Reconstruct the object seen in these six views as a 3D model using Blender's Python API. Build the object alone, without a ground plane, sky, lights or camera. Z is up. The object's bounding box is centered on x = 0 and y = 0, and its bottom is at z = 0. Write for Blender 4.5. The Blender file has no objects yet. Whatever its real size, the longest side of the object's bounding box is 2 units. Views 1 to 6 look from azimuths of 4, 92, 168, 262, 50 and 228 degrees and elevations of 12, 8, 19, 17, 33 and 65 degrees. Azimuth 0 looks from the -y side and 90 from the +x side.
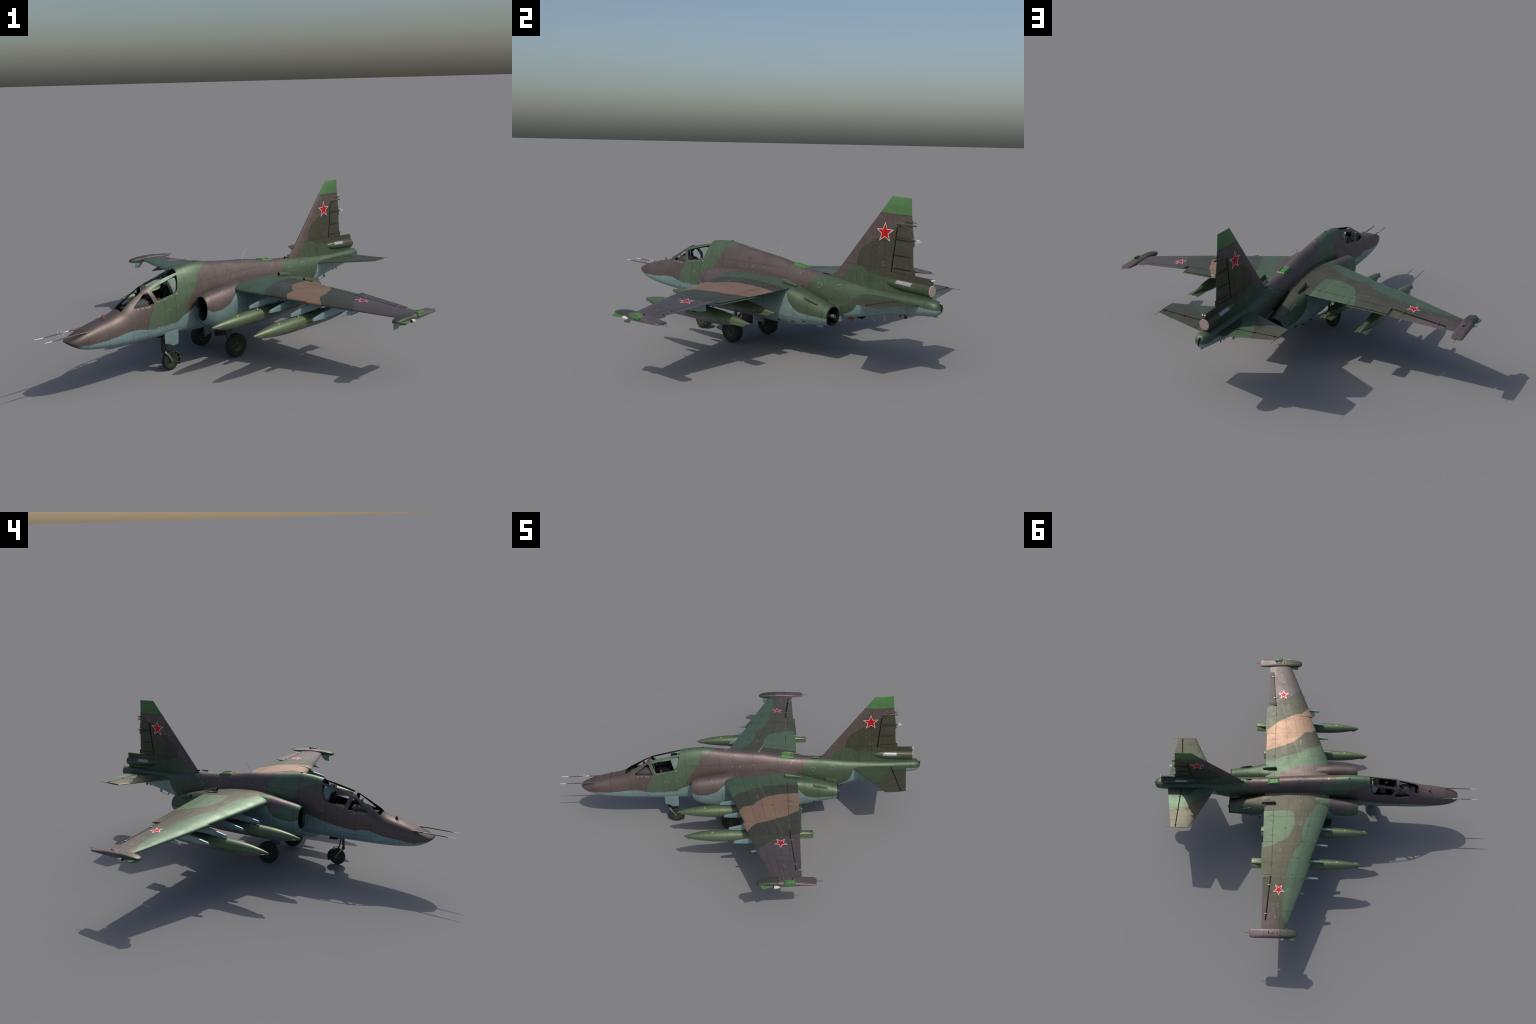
# Single-seat straight-wing ground-attack jet, parked on its gear, in Soviet camouflage.
# Everything is built in the aircraft's own frame: X forward, Y to the left wing, Z up,
# and the root Empty turns it into the scene frame.
import bpy, bmesh, math
from math import sin, cos, pi, radians
from mathutils import Vector, Matrix

# ------------------------------------------------------------------ root
root = bpy.data.objects.new("attack_aircraft", None)
bpy.context.scene.collection.objects.link(root)
root.location = (-0.0532, 0.0463, 0.0)
root.rotation_euler = (0, 0, radians(-131.0))
root["label"] = "straight-winged jet attack aircraft in green and brown camouflage"
root["category"] = "military aircraft"


def link(obj, parent=None):
    bpy.context.scene.collection.objects.link(obj)
    obj.parent = parent or root
    return obj


# ------------------------------------------------------------------ maths helpers
def pchip(pts):
    """monotone cubic through (x, y) control points"""
    pts = sorted(pts)
    xs = [p[0] for p in pts]; ys = [p[1] for p in pts]; n = len(xs)
    h = [xs[i + 1] - xs[i] for i in range(n - 1)]
    d = [(ys[i + 1] - ys[i]) / h[i] for i in range(n - 1)]
    m = [0.0] * n
    m[0] = d[0]; m[-1] = d[-1]
    for i in range(1, n - 1):
        if d[i - 1] * d[i] > 0:
            w1 = 2 * h[i] + h[i - 1]; w2 = h[i] + 2 * h[i - 1]
            m[i] = (w1 + w2) / (w1 / d[i - 1] + w2 / d[i])

    def f(x):
        if x <= xs[0]: return ys[0]
        if x >= xs[-1]: return ys[-1]
        i = 0
        while x > xs[i + 1]: i += 1
        t = (x - xs[i]) / h[i]
        return ((1 + 2 * t) * (1 - t) ** 2 * ys[i] + t * (1 - t) ** 2 * h[i] * m[i]
                + t * t * (3 - 2 * t) * ys[i + 1] + t * t * (t - 1) * h[i] * m[i + 1])
    return f


def lin(pts):
    pts = sorted(pts)

    def f(x):
        if x <= pts[0][0]: return pts[0][1]
        for (a, b), (c, d) in zip(pts, pts[1:]):
            if x <= c:
                return b + (d - b) * (x - a) / (c - a)
        return pts[-1][1]
    return f


def super_ring(x, yc, zm, hw, zt, zb, nu, nl, n=56):
    """super-ellipse cross-section at station x; upper and lower halves differ"""
    out = []
    for i in range(n):
        a = 2 * pi * i / n
        c, s = cos(a), sin(a)
        e = nu if s >= 0 else nl
        y = hw * math.copysign(abs(c) ** (2 / e), c)
        z = (zt - zm) * abs(s) ** (2 / e) if s >= 0 else -(zm - zb) * abs(s) ** (2 / e)
        out.append((x, yc + y, zm + z))
    return out


# ------------------------------------------------------------------ mesh helpers
def make_mesh(name, verts, faces, angle=35, mats=(), face_mats=None, smooth=True):
    me = bpy.data.meshes.new(name)
    me.from_pydata([tuple(v) for v in verts], [], faces)
    if face_mats:
        me.polygons.foreach_set("material_index", face_mats)
    for m in mats: me.materials.append(m)
    bm = bmesh.new(); bm.from_mesh(me)
    bmesh.ops.recalc_face_normals(bm, faces=bm.faces)
    bm.to_mesh(me); bm.free()
    if smooth:
        me.shade_smooth(); me.set_sharp_from_angle(angle=radians(angle))
    me.update()
    return me


def add(name, me, parent=None, mat=None, loc=None):
    o = bpy.data.objects.new(name, me)
    if mat: me.materials.clear(); me.materials.append(mat)
    if loc: o.location = loc
    return link(o, parent)


def loft_data(rings, caps=(True, True)):
    n = len(rings[0]); verts = [p for r in rings for p in r]; faces = []
    for i in range(len(rings) - 1):
        for j in range(n):
            k = (j + 1) % n
            faces.append((i * n + j, i * n + k, (i + 1) * n + k, (i + 1) * n + j))
    if caps[0]: faces.append(tuple(range(n - 1, -1, -1)))
    if caps[1]: faces.append(tuple(range((len(rings) - 1) * n, len(rings) * n)))
    return verts, faces


def loft(name, rings, caps=(True, True), **kw):
    v, f = loft_data(rings, caps)
    return make_mesh(name, v, f, **kw)


def prism(name, poly, axis, a, b, bevel=0.0, **kw):
    """extrude a 2D outline along an axis: 'y' poly=(x,z), 'z' poly=(x,y), 'x' poly=(y,z)"""
    def p3(p, t):
        return {'y': (p[0], t, p[1]), 'z': (p[0], p[1], t), 'x': (t, p[0], p[1])}[axis]
    n = len(poly)
    v = [p3(p, a) for p in poly] + [p3(p, b) for p in poly]
    f = [tuple(range(n)), tuple(range(2 * n - 1, n - 1, -1))]
    f += [(i, (i + 1) % n, n + (i + 1) % n, n + i) for i in range(n)]
    me = make_mesh(name, v, f, **kw)
    if bevel > 0:
        bm = bmesh.new(); bm.from_mesh(me)
        bmesh.ops.bevel(bm, geom=[e for e in bm.edges if e.calc_face_angle(0) > 0.5], offset=bevel,
                        segments=2, affect='EDGES', profile=0.6, clamp_overlap=True)
        bm.to_mesh(me); bm.free()
        me.shade_smooth(); me.set_sharp_from_angle(angle=radians(40))
    return me


def box(name, c, s, bevel=0.0, **kw):
    x, y, z = c; a, b, h = s[0] / 2, s[1] / 2, s[2] / 2
    return prism(name, [(x - a, y - b), (x + a, y - b), (x + a, y + b), (x - a, y + b)], 'z', z - h, z + h,
                 bevel=bevel, **kw)


def tube(name, path, n=10, caps=(True, True), **kw):
    """sweep circles (point, radius) along a path"""
    rings = []
    pts = [Vector(p[0]) for p in path]
    ref = None
    for i, (p, r) in enumerate(path):
        d = (pts[min(i + 1, len(pts) - 1)] - pts[max(i - 1, 0)]).normalized()
        if ref is None:
            ref = d.orthogonal().normalized()
        u = (ref - d * ref.dot(d)).normalized(); w = d.cross(u); ref = u
        rings.append([tuple(pts[i] + (u * cos(2 * pi * k / n) + w * sin(2 * pi * k / n)) * r) for k in range(n)])
    return loft(name, rings, caps, **kw)


def lathe(name, prof, axis='y', n=48, closed=False, **kw):
    """turn a profile of (along, radius) round an axis through the origin"""
    rings = []
    for t, r in prof:
        ring = []
        for k in range(n):
            a = 2 * pi * k / n
            if axis == 'y': ring.append((r * cos(a), t, r * sin(a)))
            else: ring.append((t, r * cos(a), r * sin(a)))
        rings.append(ring)
    if closed: rings.append(rings[0])
    v, f = loft_data(rings, (not closed, not closed))
    me = make_mesh(name, v, f, **kw)
    if closed:
        bm = bmesh.new(); bm.from_mesh(me); bmesh.ops.remove_doubles(bm, verts=bm.verts, dist=1e-6)
        bm.to_mesh(me); bm.free(); me.shade_smooth(); me.set_sharp_from_angle(angle=radians(35))
    return me


def join_meshes(name, meshes, mats=()):
    bm = bmesh.new()
    for m in meshes: bm.from_mesh(m)
    me = bpy.data.meshes.new(name); bm.to_mesh(me); bm.free()
    for m in mats: me.materials.append(m)
    me.shade_smooth(); me.set_sharp_from_angle(angle=radians(38))
    return me


def boolean(me, cutters):
    o = bpy.data.objects.new("tmp_body", me); bpy.context.scene.collection.objects.link(o)
    tmp = []
    for c in cutters:
        k = bpy.data.objects.new("tmp_cut", c); bpy.context.scene.collection.objects.link(k); tmp.append(k)
        m = o.modifiers.new("cut", 'BOOLEAN'); m.object = k; m.operation = 'DIFFERENCE'
        m.solver = 'EXACT'; m.material_mode = 'TRANSFER'
    dg = bpy.context.evaluated_depsgraph_get()
    out = bpy.data.meshes.new_from_object(o.evaluated_get(dg))
    for k in tmp + [o]: bpy.data.objects.remove(k)
    return out


def split_by_region(me, classify, angle=32):
    """cut one smooth surface into named part meshes that keep the whole surface's normals"""
    me.shade_smooth(); me.set_sharp_from_angle(angle=radians(angle))
    cn = [tuple(v.vector) for v in me.corner_normals]
    co = [tuple(v.co) for v in me.vertices]
    groups = {}
    for p in me.polygons:
        groups.setdefault(classify(p.center, p.normal), []).append(p)
    out = {}
    for key, polys in groups.items():
        idx = {}; verts = []; faces = []; nrm = []; mi = []
        for p in polys:
            f = []
            for li in p.loop_indices:
                vi = me.loops[li].vertex_index
                if vi not in idx: idx[vi] = len(verts); verts.append(co[vi])
                f.append(idx[vi]); nrm.append(cn[li])
            faces.append(f); mi.append(p.material_index)
        m = bpy.data.meshes.new(key); m.from_pydata(verts, [], faces)
        m.polygons.foreach_set("material_index", mi)
        for mt in me.materials: m.materials.append(mt)
        m.shade_smooth(); m.normals_split_custom_set(nrm); m.update()
        out[key] = m
    return out


# ------------------------------------------------------------------ material node helpers
class NB:
    def __init__(self, name):
        self.mat = bpy.data.materials.new(name); self.mat.use_nodes = True
        self.nt = self.mat.node_tree; self.nt.nodes.clear()
        self.out = self.nt.nodes.new("ShaderNodeOutputMaterial")
        self.bsdf = self.nt.nodes.new("ShaderNodeBsdfPrincipled")
        self.nt.links.new(self.bsdf.outputs[0], self.out.inputs[0])
        tc = self.nt.nodes.new("ShaderNodeTexCoord")
        self.obj = tc.outputs["Object"]
        sp = self.nt.nodes.new("ShaderNodeSeparateXYZ"); self.nt.links.new(self.obj, sp.inputs[0])
        self.X, self.Y, self.Z = sp.outputs

    def put(self, sock, v):
        if hasattr(v, "is_linked") or hasattr(v, "links"): self.nt.links.new(v, sock)
        elif isinstance(v, (tuple, list)) and len(v) == 3 and sock.type == 'RGBA': sock.default_value = (*v, 1)
        else: sock.default_value = v

    def m(self, op, a, b=0.0, c=0.0, clamp=False):
        n = self.nt.nodes.new("ShaderNodeMath"); n.operation = op; n.use_clamp = clamp
        self.put(n.inputs[0], a); self.put(n.inputs[1], b); self.put(n.inputs[2], c)
        return n.outputs[0]

    def add(self, a, b): return self.m('ADD', a, b)
    def sub(self, a, b): return self.m('SUBTRACT', a, b)
    def mul(self, a, b): return self.m('MULTIPLY', a, b)
    def inv(self, a): return self.m('SUBTRACT', 1.0, a)
    def both(self, *a):
        r = a[0]
        for b in a[1:]: r = self.m('MULTIPLY', r, b)
        return r
    def either(self, *a):
        r = a[0]
        for b in a[1:]: r = self.m('MAXIMUM', r, b)
        return r

    def gt(self, a, b, w=0.0012):
        d = self.sub(a, b)
        n = self.nt.nodes.new("ShaderNodeMapRange"); n.clamp = True
        self.put(n.inputs[0], d); n.inputs[1].default_value = -w; n.inputs[2].default_value = w
        n.inputs[3].default_value = 0; n.inputs[4].default_value = 1
        return n.outputs[0]

    def lt(self, a, b, w=0.0012): return self.gt(b, a, w)

    def ramp01(self, v, a, b):
        n = self.nt.nodes.new("ShaderNodeMapRange"); n.clamp = True
        self.put(n.inputs[0], v); n.inputs[1].default_value = a; n.inputs[2].default_value = b
        n.inputs[3].default_value = 0; n.inputs[4].default_value = 1
        return n.outputs[0]

    def curve(self, v, pts):
        """boundary line given by a few control points, as a Float Curve node"""
        pts = sorted(pts)
        x0, x1 = pts[0][0], pts[-1][0]
        ys = [p[1] for p in pts]; y0, y1 = min(ys), max(ys)
        if y1 - y0 < 1e-6: y1 = y0 + 1e-3
        t = self.ramp01(v, x0, x1)
        n = self.nt.nodes.new("ShaderNodeFloatCurve")
        c = n.mapping.curves[0]
        q = [((p[0] - x0) / (x1 - x0), (p[1] - y0) / (y1 - y0)) for p in pts]
        c.points[0].location = q[0]; c.points[1].location = q[-1]
        for a in q[1:-1]: c.points.new(*a)
        for p in c.points: p.handle_type = 'AUTO_CLAMPED'
        n.mapping.update()
        self.nt.links.new(t, n.inputs["Value"])
        return self.m('MULTIPLY_ADD', n.outputs[0], y1 - y0, y0)

    def noise(self, scale, detail=3.0, rough=0.55, vec=None, stretch=None):
        v = vec or self.obj
        if stretch:
            mp = self.nt.nodes.new("ShaderNodeMapping"); mp.inputs["Scale"].default_value = stretch
            self.nt.links.new(v, mp.inputs[0]); v = mp.outputs[0]
        n = self.nt.nodes.new("ShaderNodeTexNoise")
        n.inputs["Scale"].default_value = scale; n.inputs["Detail"].default_value = detail
        n.inputs["Roughness"].default_value = rough
        self.nt.links.new(v, n.inputs["Vector"])
        return n.outputs[0]

    def mix(self, f, a, b, mode='MIX'):
        n = self.nt.nodes.new("ShaderNodeMix"); n.data_type = 'RGBA'; n.blend_type = mode
        self.put(n.inputs[0], f); self.put(n.inputs[6], a); self.put(n.inputs[7], b)
        return n.outputs[2]

    def star(self, u, v, R, rot=0.0):
        """signed distance-like field of a five-pointed star: negative inside"""
        ang = self.m('ARCTAN2', u, v)
        ang = self.m('ADD', ang, rot + 10 * pi)
        seg = self.m('PINGPONG', ang, pi / 5)
        r = self.m('SQRT', self.add(self.mul(u, u), self.mul(v, v)))
        px = self.mul(r, self.m('COSINE', seg)); py = self.mul(r, self.m('SINE', seg))
        ri = 0.40 * R
        ax, ay, bx, by = R, 0.0, ri * cos(pi / 5), ri * sin(pi / 5)
        nx, ny = by - ay, ax - bx
        l = math.hypot(nx, ny); nx /= l; ny /= l
        c = nx * ax + ny * ay
        return self.sub(self.m('MULTIPLY_ADD', py, ny, self.mul(px, nx)), c)

    def line(self, v, c, w=0.0008):
        d = self.m('ABSOLUTE', self.sub(v, c))
        if not hasattr(self, "dirt"): self.dirt = self.ramp01(self.noise(26.0, 3.0, .6), .35, .72)
        halo = self.mul(self.mul(self.ramp01(d, .006, 0.0), self.dirt), .42)
        return self.m('MAXIMUM', self.lt(d, w, 0.0005), halo)

    def rect_dist(self, u, v, cu, cv, hu, hv):
        du = self.sub(self.m('ABSOLUTE', self.sub(u, cu)), hu)
        dv = self.sub(self.m('ABSOLUTE', self.sub(v, cv)), hv)
        return self.m('MAXIMUM', du, dv)

    def hatches(self, u, v, items):
        """outlines of access panels: rounded rectangles (cu, cv, half_u, half_v)"""
        out = None
        for cu, cv, hu, hv in items:
            du = self.mul(self.sub(u, cu), 1.0 / hu); dv = self.mul(self.sub(v, cv), 1.0 / hv)
            r = self.m('POWER', self.add(self.m('POWER', self.m('ABSOLUTE', du), 4.0), self.m('POWER', self.m('ABSOLUTE', dv), 4.0)), 0.25)
            o = self.lt(self.m('ABSOLUTE', self.sub(r, 1.0)), .0010 / min(hu, hv), .0007 / min(hu, hv))
            out = o if out is None else self.either(out, o)
        return out

    def chipped(self, col, outline, amount=.6):
        chips = self.both(outline, self.lt(self.noise(85.0, 2.0), .50, .03), self.lt(self.noise(14.0, 1.0), .56, .05))
        return self.mix(self.mul(chips, amount), col, srgb(200, 200, 186))

    def finish(self, color, rough=0.5, metal=0.0, bump=None, bump_strength=0.1, bump_dist=0.002, spec=0.5):
        self.put(self.bsdf.inputs["Base Color"], color)
        self.put(self.bsdf.inputs["Roughness"], rough)
        self.put(self.bsdf.inputs["Metallic"], metal)
        self.bsdf.inputs["Specular IOR Level"].default_value = spec
        if bump is not None:
            b = self.nt.nodes.new("ShaderNodeBump"); b.inputs["Strength"].default_value = bump_strength
            b.inputs["Distance"].default_value = bump_dist
            self.nt.links.new(bump, b.inputs["Height"]); self.nt.links.new(b.outputs[0], self.bsdf.inputs["Normal"])
        return self.mat


def srgb(r, g, b):
    f = lambda c: (c / 255 / 12.92) if c <= 10 else ((c / 255 + 0.055) / 1.055) ** 2.4
    return (f(r), f(g), f(b))


PURPLE = srgb(100, 88, 85)
GREEN = srgb(90, 108, 86)
OLIVE = srgb(76, 78, 66)
GREEN_DARKENED = srgb(79, 95, 74)          # GREEN darkened to carry the shading on tail and rear nacelles
OLIVR = srgb(89, 87, 73)           # lighter olive of the right wing
TAN = srgb(146, 119, 99)
BLUE = srgb(130, 156, 155)
BRIGHT = srgb(76, 117, 69)
TANKG = srgb(95, 110, 83)
METAL, ROUGH = 0.45, 0.49


def weather(b, col, lines=None, chips=0.63):
    """paint finish shared by all camouflaged skins: mottling, streaks, panel lines, chipped spots"""
    big = b.noise(9.0, 4.0, 0.6)
    fine = b.noise(70.0, 3.0, 0.6)
    k = b.m('MULTIPLY_ADD', b.sub(big, 0.5), 0.38, 1.0)
    k = b.m('MULTIPLY_ADD', b.sub(fine, 0.5), 0.22, k)
    grime = b.noise(30.0, 5.0, .65, stretch=(.35, 1.0, 1.0))
    k = b.mul(k, b.m('MULTIPLY_ADD', b.gt(grime, .56, .14), -.13, 1.04))
    if lines is not None:
        k = b.mul(k, b.m('MULTIPLY_ADD', lines, -0.50, 1.0))
    g = b.nt.nodes.new("ShaderNodeCombineColor")
    for i in range(3): b.nt.links.new(k, g.inputs[i])
    col = b.mix(1.0, col, g.outputs[0], 'MULTIPLY')
    sp = b.both(b.gt(b.noise(240.0, 1.0), 0.745, 0.02), b.gt(b.noise(16.0, 2.0), chips - 0.06, 0.02))
    return b.mix(b.mul(sp, 0.7), col, srgb(190, 190, 182))


def skin(b, col, lines=None, metal=None, rough=None):
    col = weather(b, col, lines)
    r = b.m('MULTIPLY_ADD', b.sub(b.noise(14.0, 3.0), 0.5), 0.2, ROUGH if rough is None else rough)
    return b.finish(col, rough=r, metal=METAL if metal is None else metal, bump=b.noise(160.0, 2.0), bump_strength=0.04)


def wobble(b, v, amp=0.012, scale=22.0):
    return b.m('MULTIPLY_ADD', b.sub(b.noise(scale, 2.0), 0.5), amp, v)


def plain(name, col, rough=0.55, metal=0.0, vary=0.25, scale=40.0, spec=0.5):
    b = NB(name)
    k = b.m('MULTIPLY_ADD', b.sub(b.noise(scale, 3.0), 0.5), vary * 2, 1.0)
    g = b.nt.nodes.new("ShaderNodeCombineColor")
    for i in range(3): b.nt.links.new(k, g.inputs[i])
    return b.finish(b.mix(1.0, col, g.outputs[0], 'MULTIPLY'), rough, metal, bump=b.noise(scale * 4, 2.0),
                    bump_strength=0.05, spec=spec)


M_BLACK = plain("black_interior", srgb(18, 19, 20), 0.8, 0, spec=0.2)
M_SEAL = plain("window_seal", srgb(30, 38, 38), 0.7, 0, spec=0.3)
M_DARK = plain("dark_metal", srgb(58, 56, 52), 0.45, 0.6)
M_STEEL = plain("steel", srgb(150, 150, 145), 0.35, 0.8)
M_STRUT = plain("strut_grey", srgb(105, 106, 98), 0.45, 0.5)
M_RUBBER = plain("tyre_rubber", srgb(44, 43, 40), 0.85, 0, spec=0.3)
M_RIM = plain("green_rim", srgb(54, 74, 48), 0.5, 0.1)
M_GUARD = plain("green_guard", srgb(60, 76, 52), 0.5, 0.1)
M_BLUE = skin(NB("belly_blue"), BLUE)
M_PYLON = skin(NB("pylon_blue"), srgb(140, 166, 168))
M_BRIGHT = skin(NB("dielectric_green"), BRIGHT, metal=0.1)
M_WHITE = plain("white_enamel", srgb(225, 225, 220), 0.4, 0, vary=0.08)
M_LAMP = plain("lamp_grey", srgb(186, 188, 186), 0.4, 0, vary=0.08)
M_RED = plain("red_brown_paint", srgb(120, 62, 48), 0.55, 0.0)
M_RODBROWN = plain("brown_rod", srgb(96, 78, 76), 0.5, 0.2)
M_GREENROD = skin(NB("green_fitting"), GREEN_DARKENED)
M_PURP = skin(NB("brown_fitting"), PURPLE)
M_OLIV = skin(NB("olive_fitting"), OLIVE)
M_ORANGE = plain("orange_red_plastic", srgb(160, 66, 38), 0.5)
M_TEAL = plain("teal_cockpit_paint", srgb(30, 74, 78), 0.6)
M_PALE = plain("pale_headrest_armour", srgb(112, 128, 120), 0.6, vary=0.1)
M_GREY = plain("grey_coaming", srgb(60, 60, 60), 0.7, vary=0.12)


# ------------------------------------------------------------------ camouflage skins
def fuselage_material():
    b = NB("fuselage_camouflage")
    X, Y, Z = wobble(b, b.X, 0.008), b.Y, wobble(b, b.Z, 0.006)
    side = b.ramp01(b.Y, 0.025, -0.05)                 # 0 left .. 1 right

    def lr(left, right):
        n = b.nt.nodes.new("ShaderNodeMix"); b.put(n.inputs[0], side); b.put(n.inputs[2], left); b.put(n.inputs[3], right)
        return n.outputs[0]
    fl = b.curve(Z, [(.20, .79), (.284, .776), (.305, .770), (.346, .751), (.386, .722), (.40, .716), (.465, .729), (.56, .735)])
    fr = b.curve(Z, [(.20, .36), (.40, .362), (.421, .370), (.461, .393), (.507, .458), (.534, .525), (.56, .54)])
    rl = b.curve(Z, [(.20, .60), (.288, .549), (.324, .511), (.389, .477), (.437, .439), (.493, .410), (.53, .355), (.552, .300)])
    rr = b.curve(Z, [(.20, .22), (.423, .193), (.470, .184), (.506, .178), (.53, .215), (.552, .28)])
    g1 = b.both(b.lt(X, lr(fl, fr)), b.gt(X, lr(rl, rr)))
    al = b.curve(Z, [(.22, -.24), (.369, -.252), (.402, -.257), (.440, -.286), (.455, -.333), (.48, -.37)])
    ar = b.curve(Z, [(.22, -.12), (.36, -.16), (.40, -.26), (.43, -.34), (.46, -.38)])
    aft = b.lt(X, lr(al, ar))
    col = b.mix(g1, PURPLE, GREEN)
    # darker brown band of the avionics bay behind the nose cone
    bay = b.both(b.gt(b.X, .872, .0006), b.lt(b.X, 1.012, .0006), b.gt(b.Z, .24))
    col = b.mix(b.mul(bay, 0.45), col, srgb(98, 84, 78))
    tipdark = b.gt(b.X, 1.125, .0006)
    col = b.mix(b.mul(tipdark, 0.35), col, srgb(90, 80, 74))
    aftcol = b.mix(b.mul(side, 0.45), GREEN_DARKENED, OLIVE)  # right flank tinted towards olive to paint in its shaded side
    col = b.mix(aft, col, aftcol)
    zl = b.curve(X, [(-1.03, .358), (-.90, .366), (-.605, .380), (-.585, .372), (-.571, .333), (-.539, .288), (-.482, .258), (-.44, .215),
                     (.10, .215), (.42, .335), (.477, .316), (.549, .290), (.60, .268), (.705, .265), (.774, .270), (.808, .281),
                     (.870, .288), (.969, .278), (1.04, .274), (1.11, .271), (1.16, .276), (1.22, .26)])
    zr = b.curve(X, [(-1.03, .358), (-.90, .366), (-.605, .380), (-.585, .372), (-.571, .333), (-.539, .288), (-.482, .258), (-.44, .215),
                     (.10, .215), (.42, .36), (.454, .342), (.486, .324), (.588, .303), (.712, .288), (.772, .287), (.832, .299),
                     (.891, .293), (.961, .280), (1.042, .276), (1.121, .269), (1.186, .282), (1.22, .27)])
    blue = b.lt(Z, lr(zl, zr))
    col = b.mix(blue, col, BLUE)
    # dark rim of the slanted rangefinder window under the nose tip
    rim = b.both(b.gt(b.X, 1.150), b.lt(b.Z, b.m('MULTIPLY_ADD', b.sub(b.X, 1.15), .70, .2545)), b.gt(b.m('ABSOLUTE', b.Y), .012))
    col = b.mix(b.mul(rim, .85), col, srgb(38, 36, 36))
    L = [1.125, 1.012, .872, .775, .66, .585, .505, .40, .285, .20, .07, -.09, -.25, -.52, -.62, -.86, -.955]
    lines = b.line(b.X, L[0])
    for x in L[1:]: lines = b.either(lines, b.line(b.X, x))
    for z, x0, x1 in [(.235, .50, 1.1), (.262, .66, .872), (.452, -.05, .5), (.30, -.95, -.6)]:
        lines = b.either(lines, b.both(b.line(b.Z, z), b.gt(b.X, x0), b.lt(b.X, x1)))
    # access hatches on the flanks (x, z, half sizes), chipped along their rims
    h = b.hatches(b.X, b.Z, [(.637, .334, .017, .014), (.562, .360, .009, .011), (.586, .262, .009, .008), (.609, .245, .005, .005), (.191, .492, .011, .020),
                             (.195, .440, .007, .010), (.158, .438, .005, .007), (.076, .439, .008, .006), (-.183, .446, .008, .011), (-.358, .421, .010, .009),
                             (-.321, .392, .013, .012), (-.448, .398, .012, .012), (.237, .534, .010, .004), (-.705, .322, .013, .013), (-.828, .334, .018, .012),
                             (-.887, .348, .010, .012), (.72, .236, .040, .018), (.49, .30, .012, .016)])
    col = b.chipped(col, h, .8)
    # scuffed paint under the windows and along the lower camouflage edge
    scuff = b.both(b.either(b.both(b.lt(b.m('ABSOLUTE', b.sub(b.Z, .3865)), .003), b.gt(b.X, .72), b.lt(b.X, .84)),
                            b.both(b.lt(b.m('ABSOLUTE', b.sub(b.Z, b.m('MULTIPLY_ADD', b.X, -.15, .5065))), .003), b.gt(b.X, .56), b.lt(b.X, .70)),
                            b.both(b.lt(b.m('ABSOLUTE', b.sub(b.Z, .268)), .003), b.gt(b.X, .60), b.lt(b.X, .78))),
                   b.gt(b.noise(95.0, 2.0), .56, .03))
    col = b.mix(b.mul(scuff, .5), col, srgb(205, 200, 190))
    lines = b.either(lines, b.mul(h, .8))
    return skin(b, col, lines)


def span_lines(b, ys, xs):
    lines = None
    for y in ys:
        l = b.line(b.m('ABSOLUTE', b.Y), y); lines = l if lines is None else b.either(lines, l)
    for x0, k in xs:                       # spanwise lines drift forward/back with span
        l = b.line(b.m('MULTIPLY_ADD', b.m('ABSOLUTE', b.Y), k, b.X), x0)
        lines = b.either(lines, l)
    # soot smudges along the flap hinge
    ay = b.m('ABSOLUTE', b.Y)
    for cx, cy, lx, ly in [(-.158, .235, .03, .012), (-.156, .275, .025, .007), (-.156, .385, .035, .010), (-.156, .345, .02, .005), (-.06, .335, .02, .010), (-.155, .60, .02, .006)]:
        u = b.mul(b.sub(b.X, cx), 1 / lx); v = b.mul(b.sub(ay, cy), 1 / ly)
        r = b.m('SQRT', b.add(b.mul(u, u), b.mul(v, v)))
        lines = b.either(lines, b.mul(b.ramp01(r, 1.0, 0.0), .9))
    # round fuel caps
    for cx, cy in [(-.016, .318), (.108, .318), (-.053, .436), (.068, .438), (.033, .557), (-.002, .678)]:
        r = b.m('SQRT', b.add(b.m('POWER', b.m('ABSOLUTE', b.sub(b.X, cx)), 2.0), b.m('POWER', b.m('ABSOLUTE', b.sub(ay, cy)), 2.0)))
        lines = b.either(lines, b.mul(b.lt(b.m('ABSOLUTE', b.sub(r, .0055)), .0014, .0008), .9), b.mul(b.ramp01(r, .012, .004), .25))
    return lines


WING_HATCH = [(.044, .297, .010, .012), (.040, .350, .005, .014), (-.064, .692, .007, .007), (-.097, .890, .006, .010), (-.116, .965, .006, .009), (-.036, .785, .004, .014),
              (.046, .115, .012, .012), (-.103, .149, .012, .006), (-.09, .50, .005, .012), (.09, .24, .012, .004)]


def paint_star(b, col, d, w, chip=True):
    col = b.mix(b.lt(d, 0.0, .0006), col, srgb(196, 60, 60))
    col = b.mix(b.lt(d, -0.18 * w, .0006), col, srgb(232, 222, 218))
    return b.mix(b.lt(d, -1.0 * w, .0006), col, srgb(205, 22, 28))


WING_YS = [.245, .435, .586, .70, .93]
WING_XS = [(.175, .22), (.085, .17), (-.03, .08), (-.148, .0)]


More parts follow.
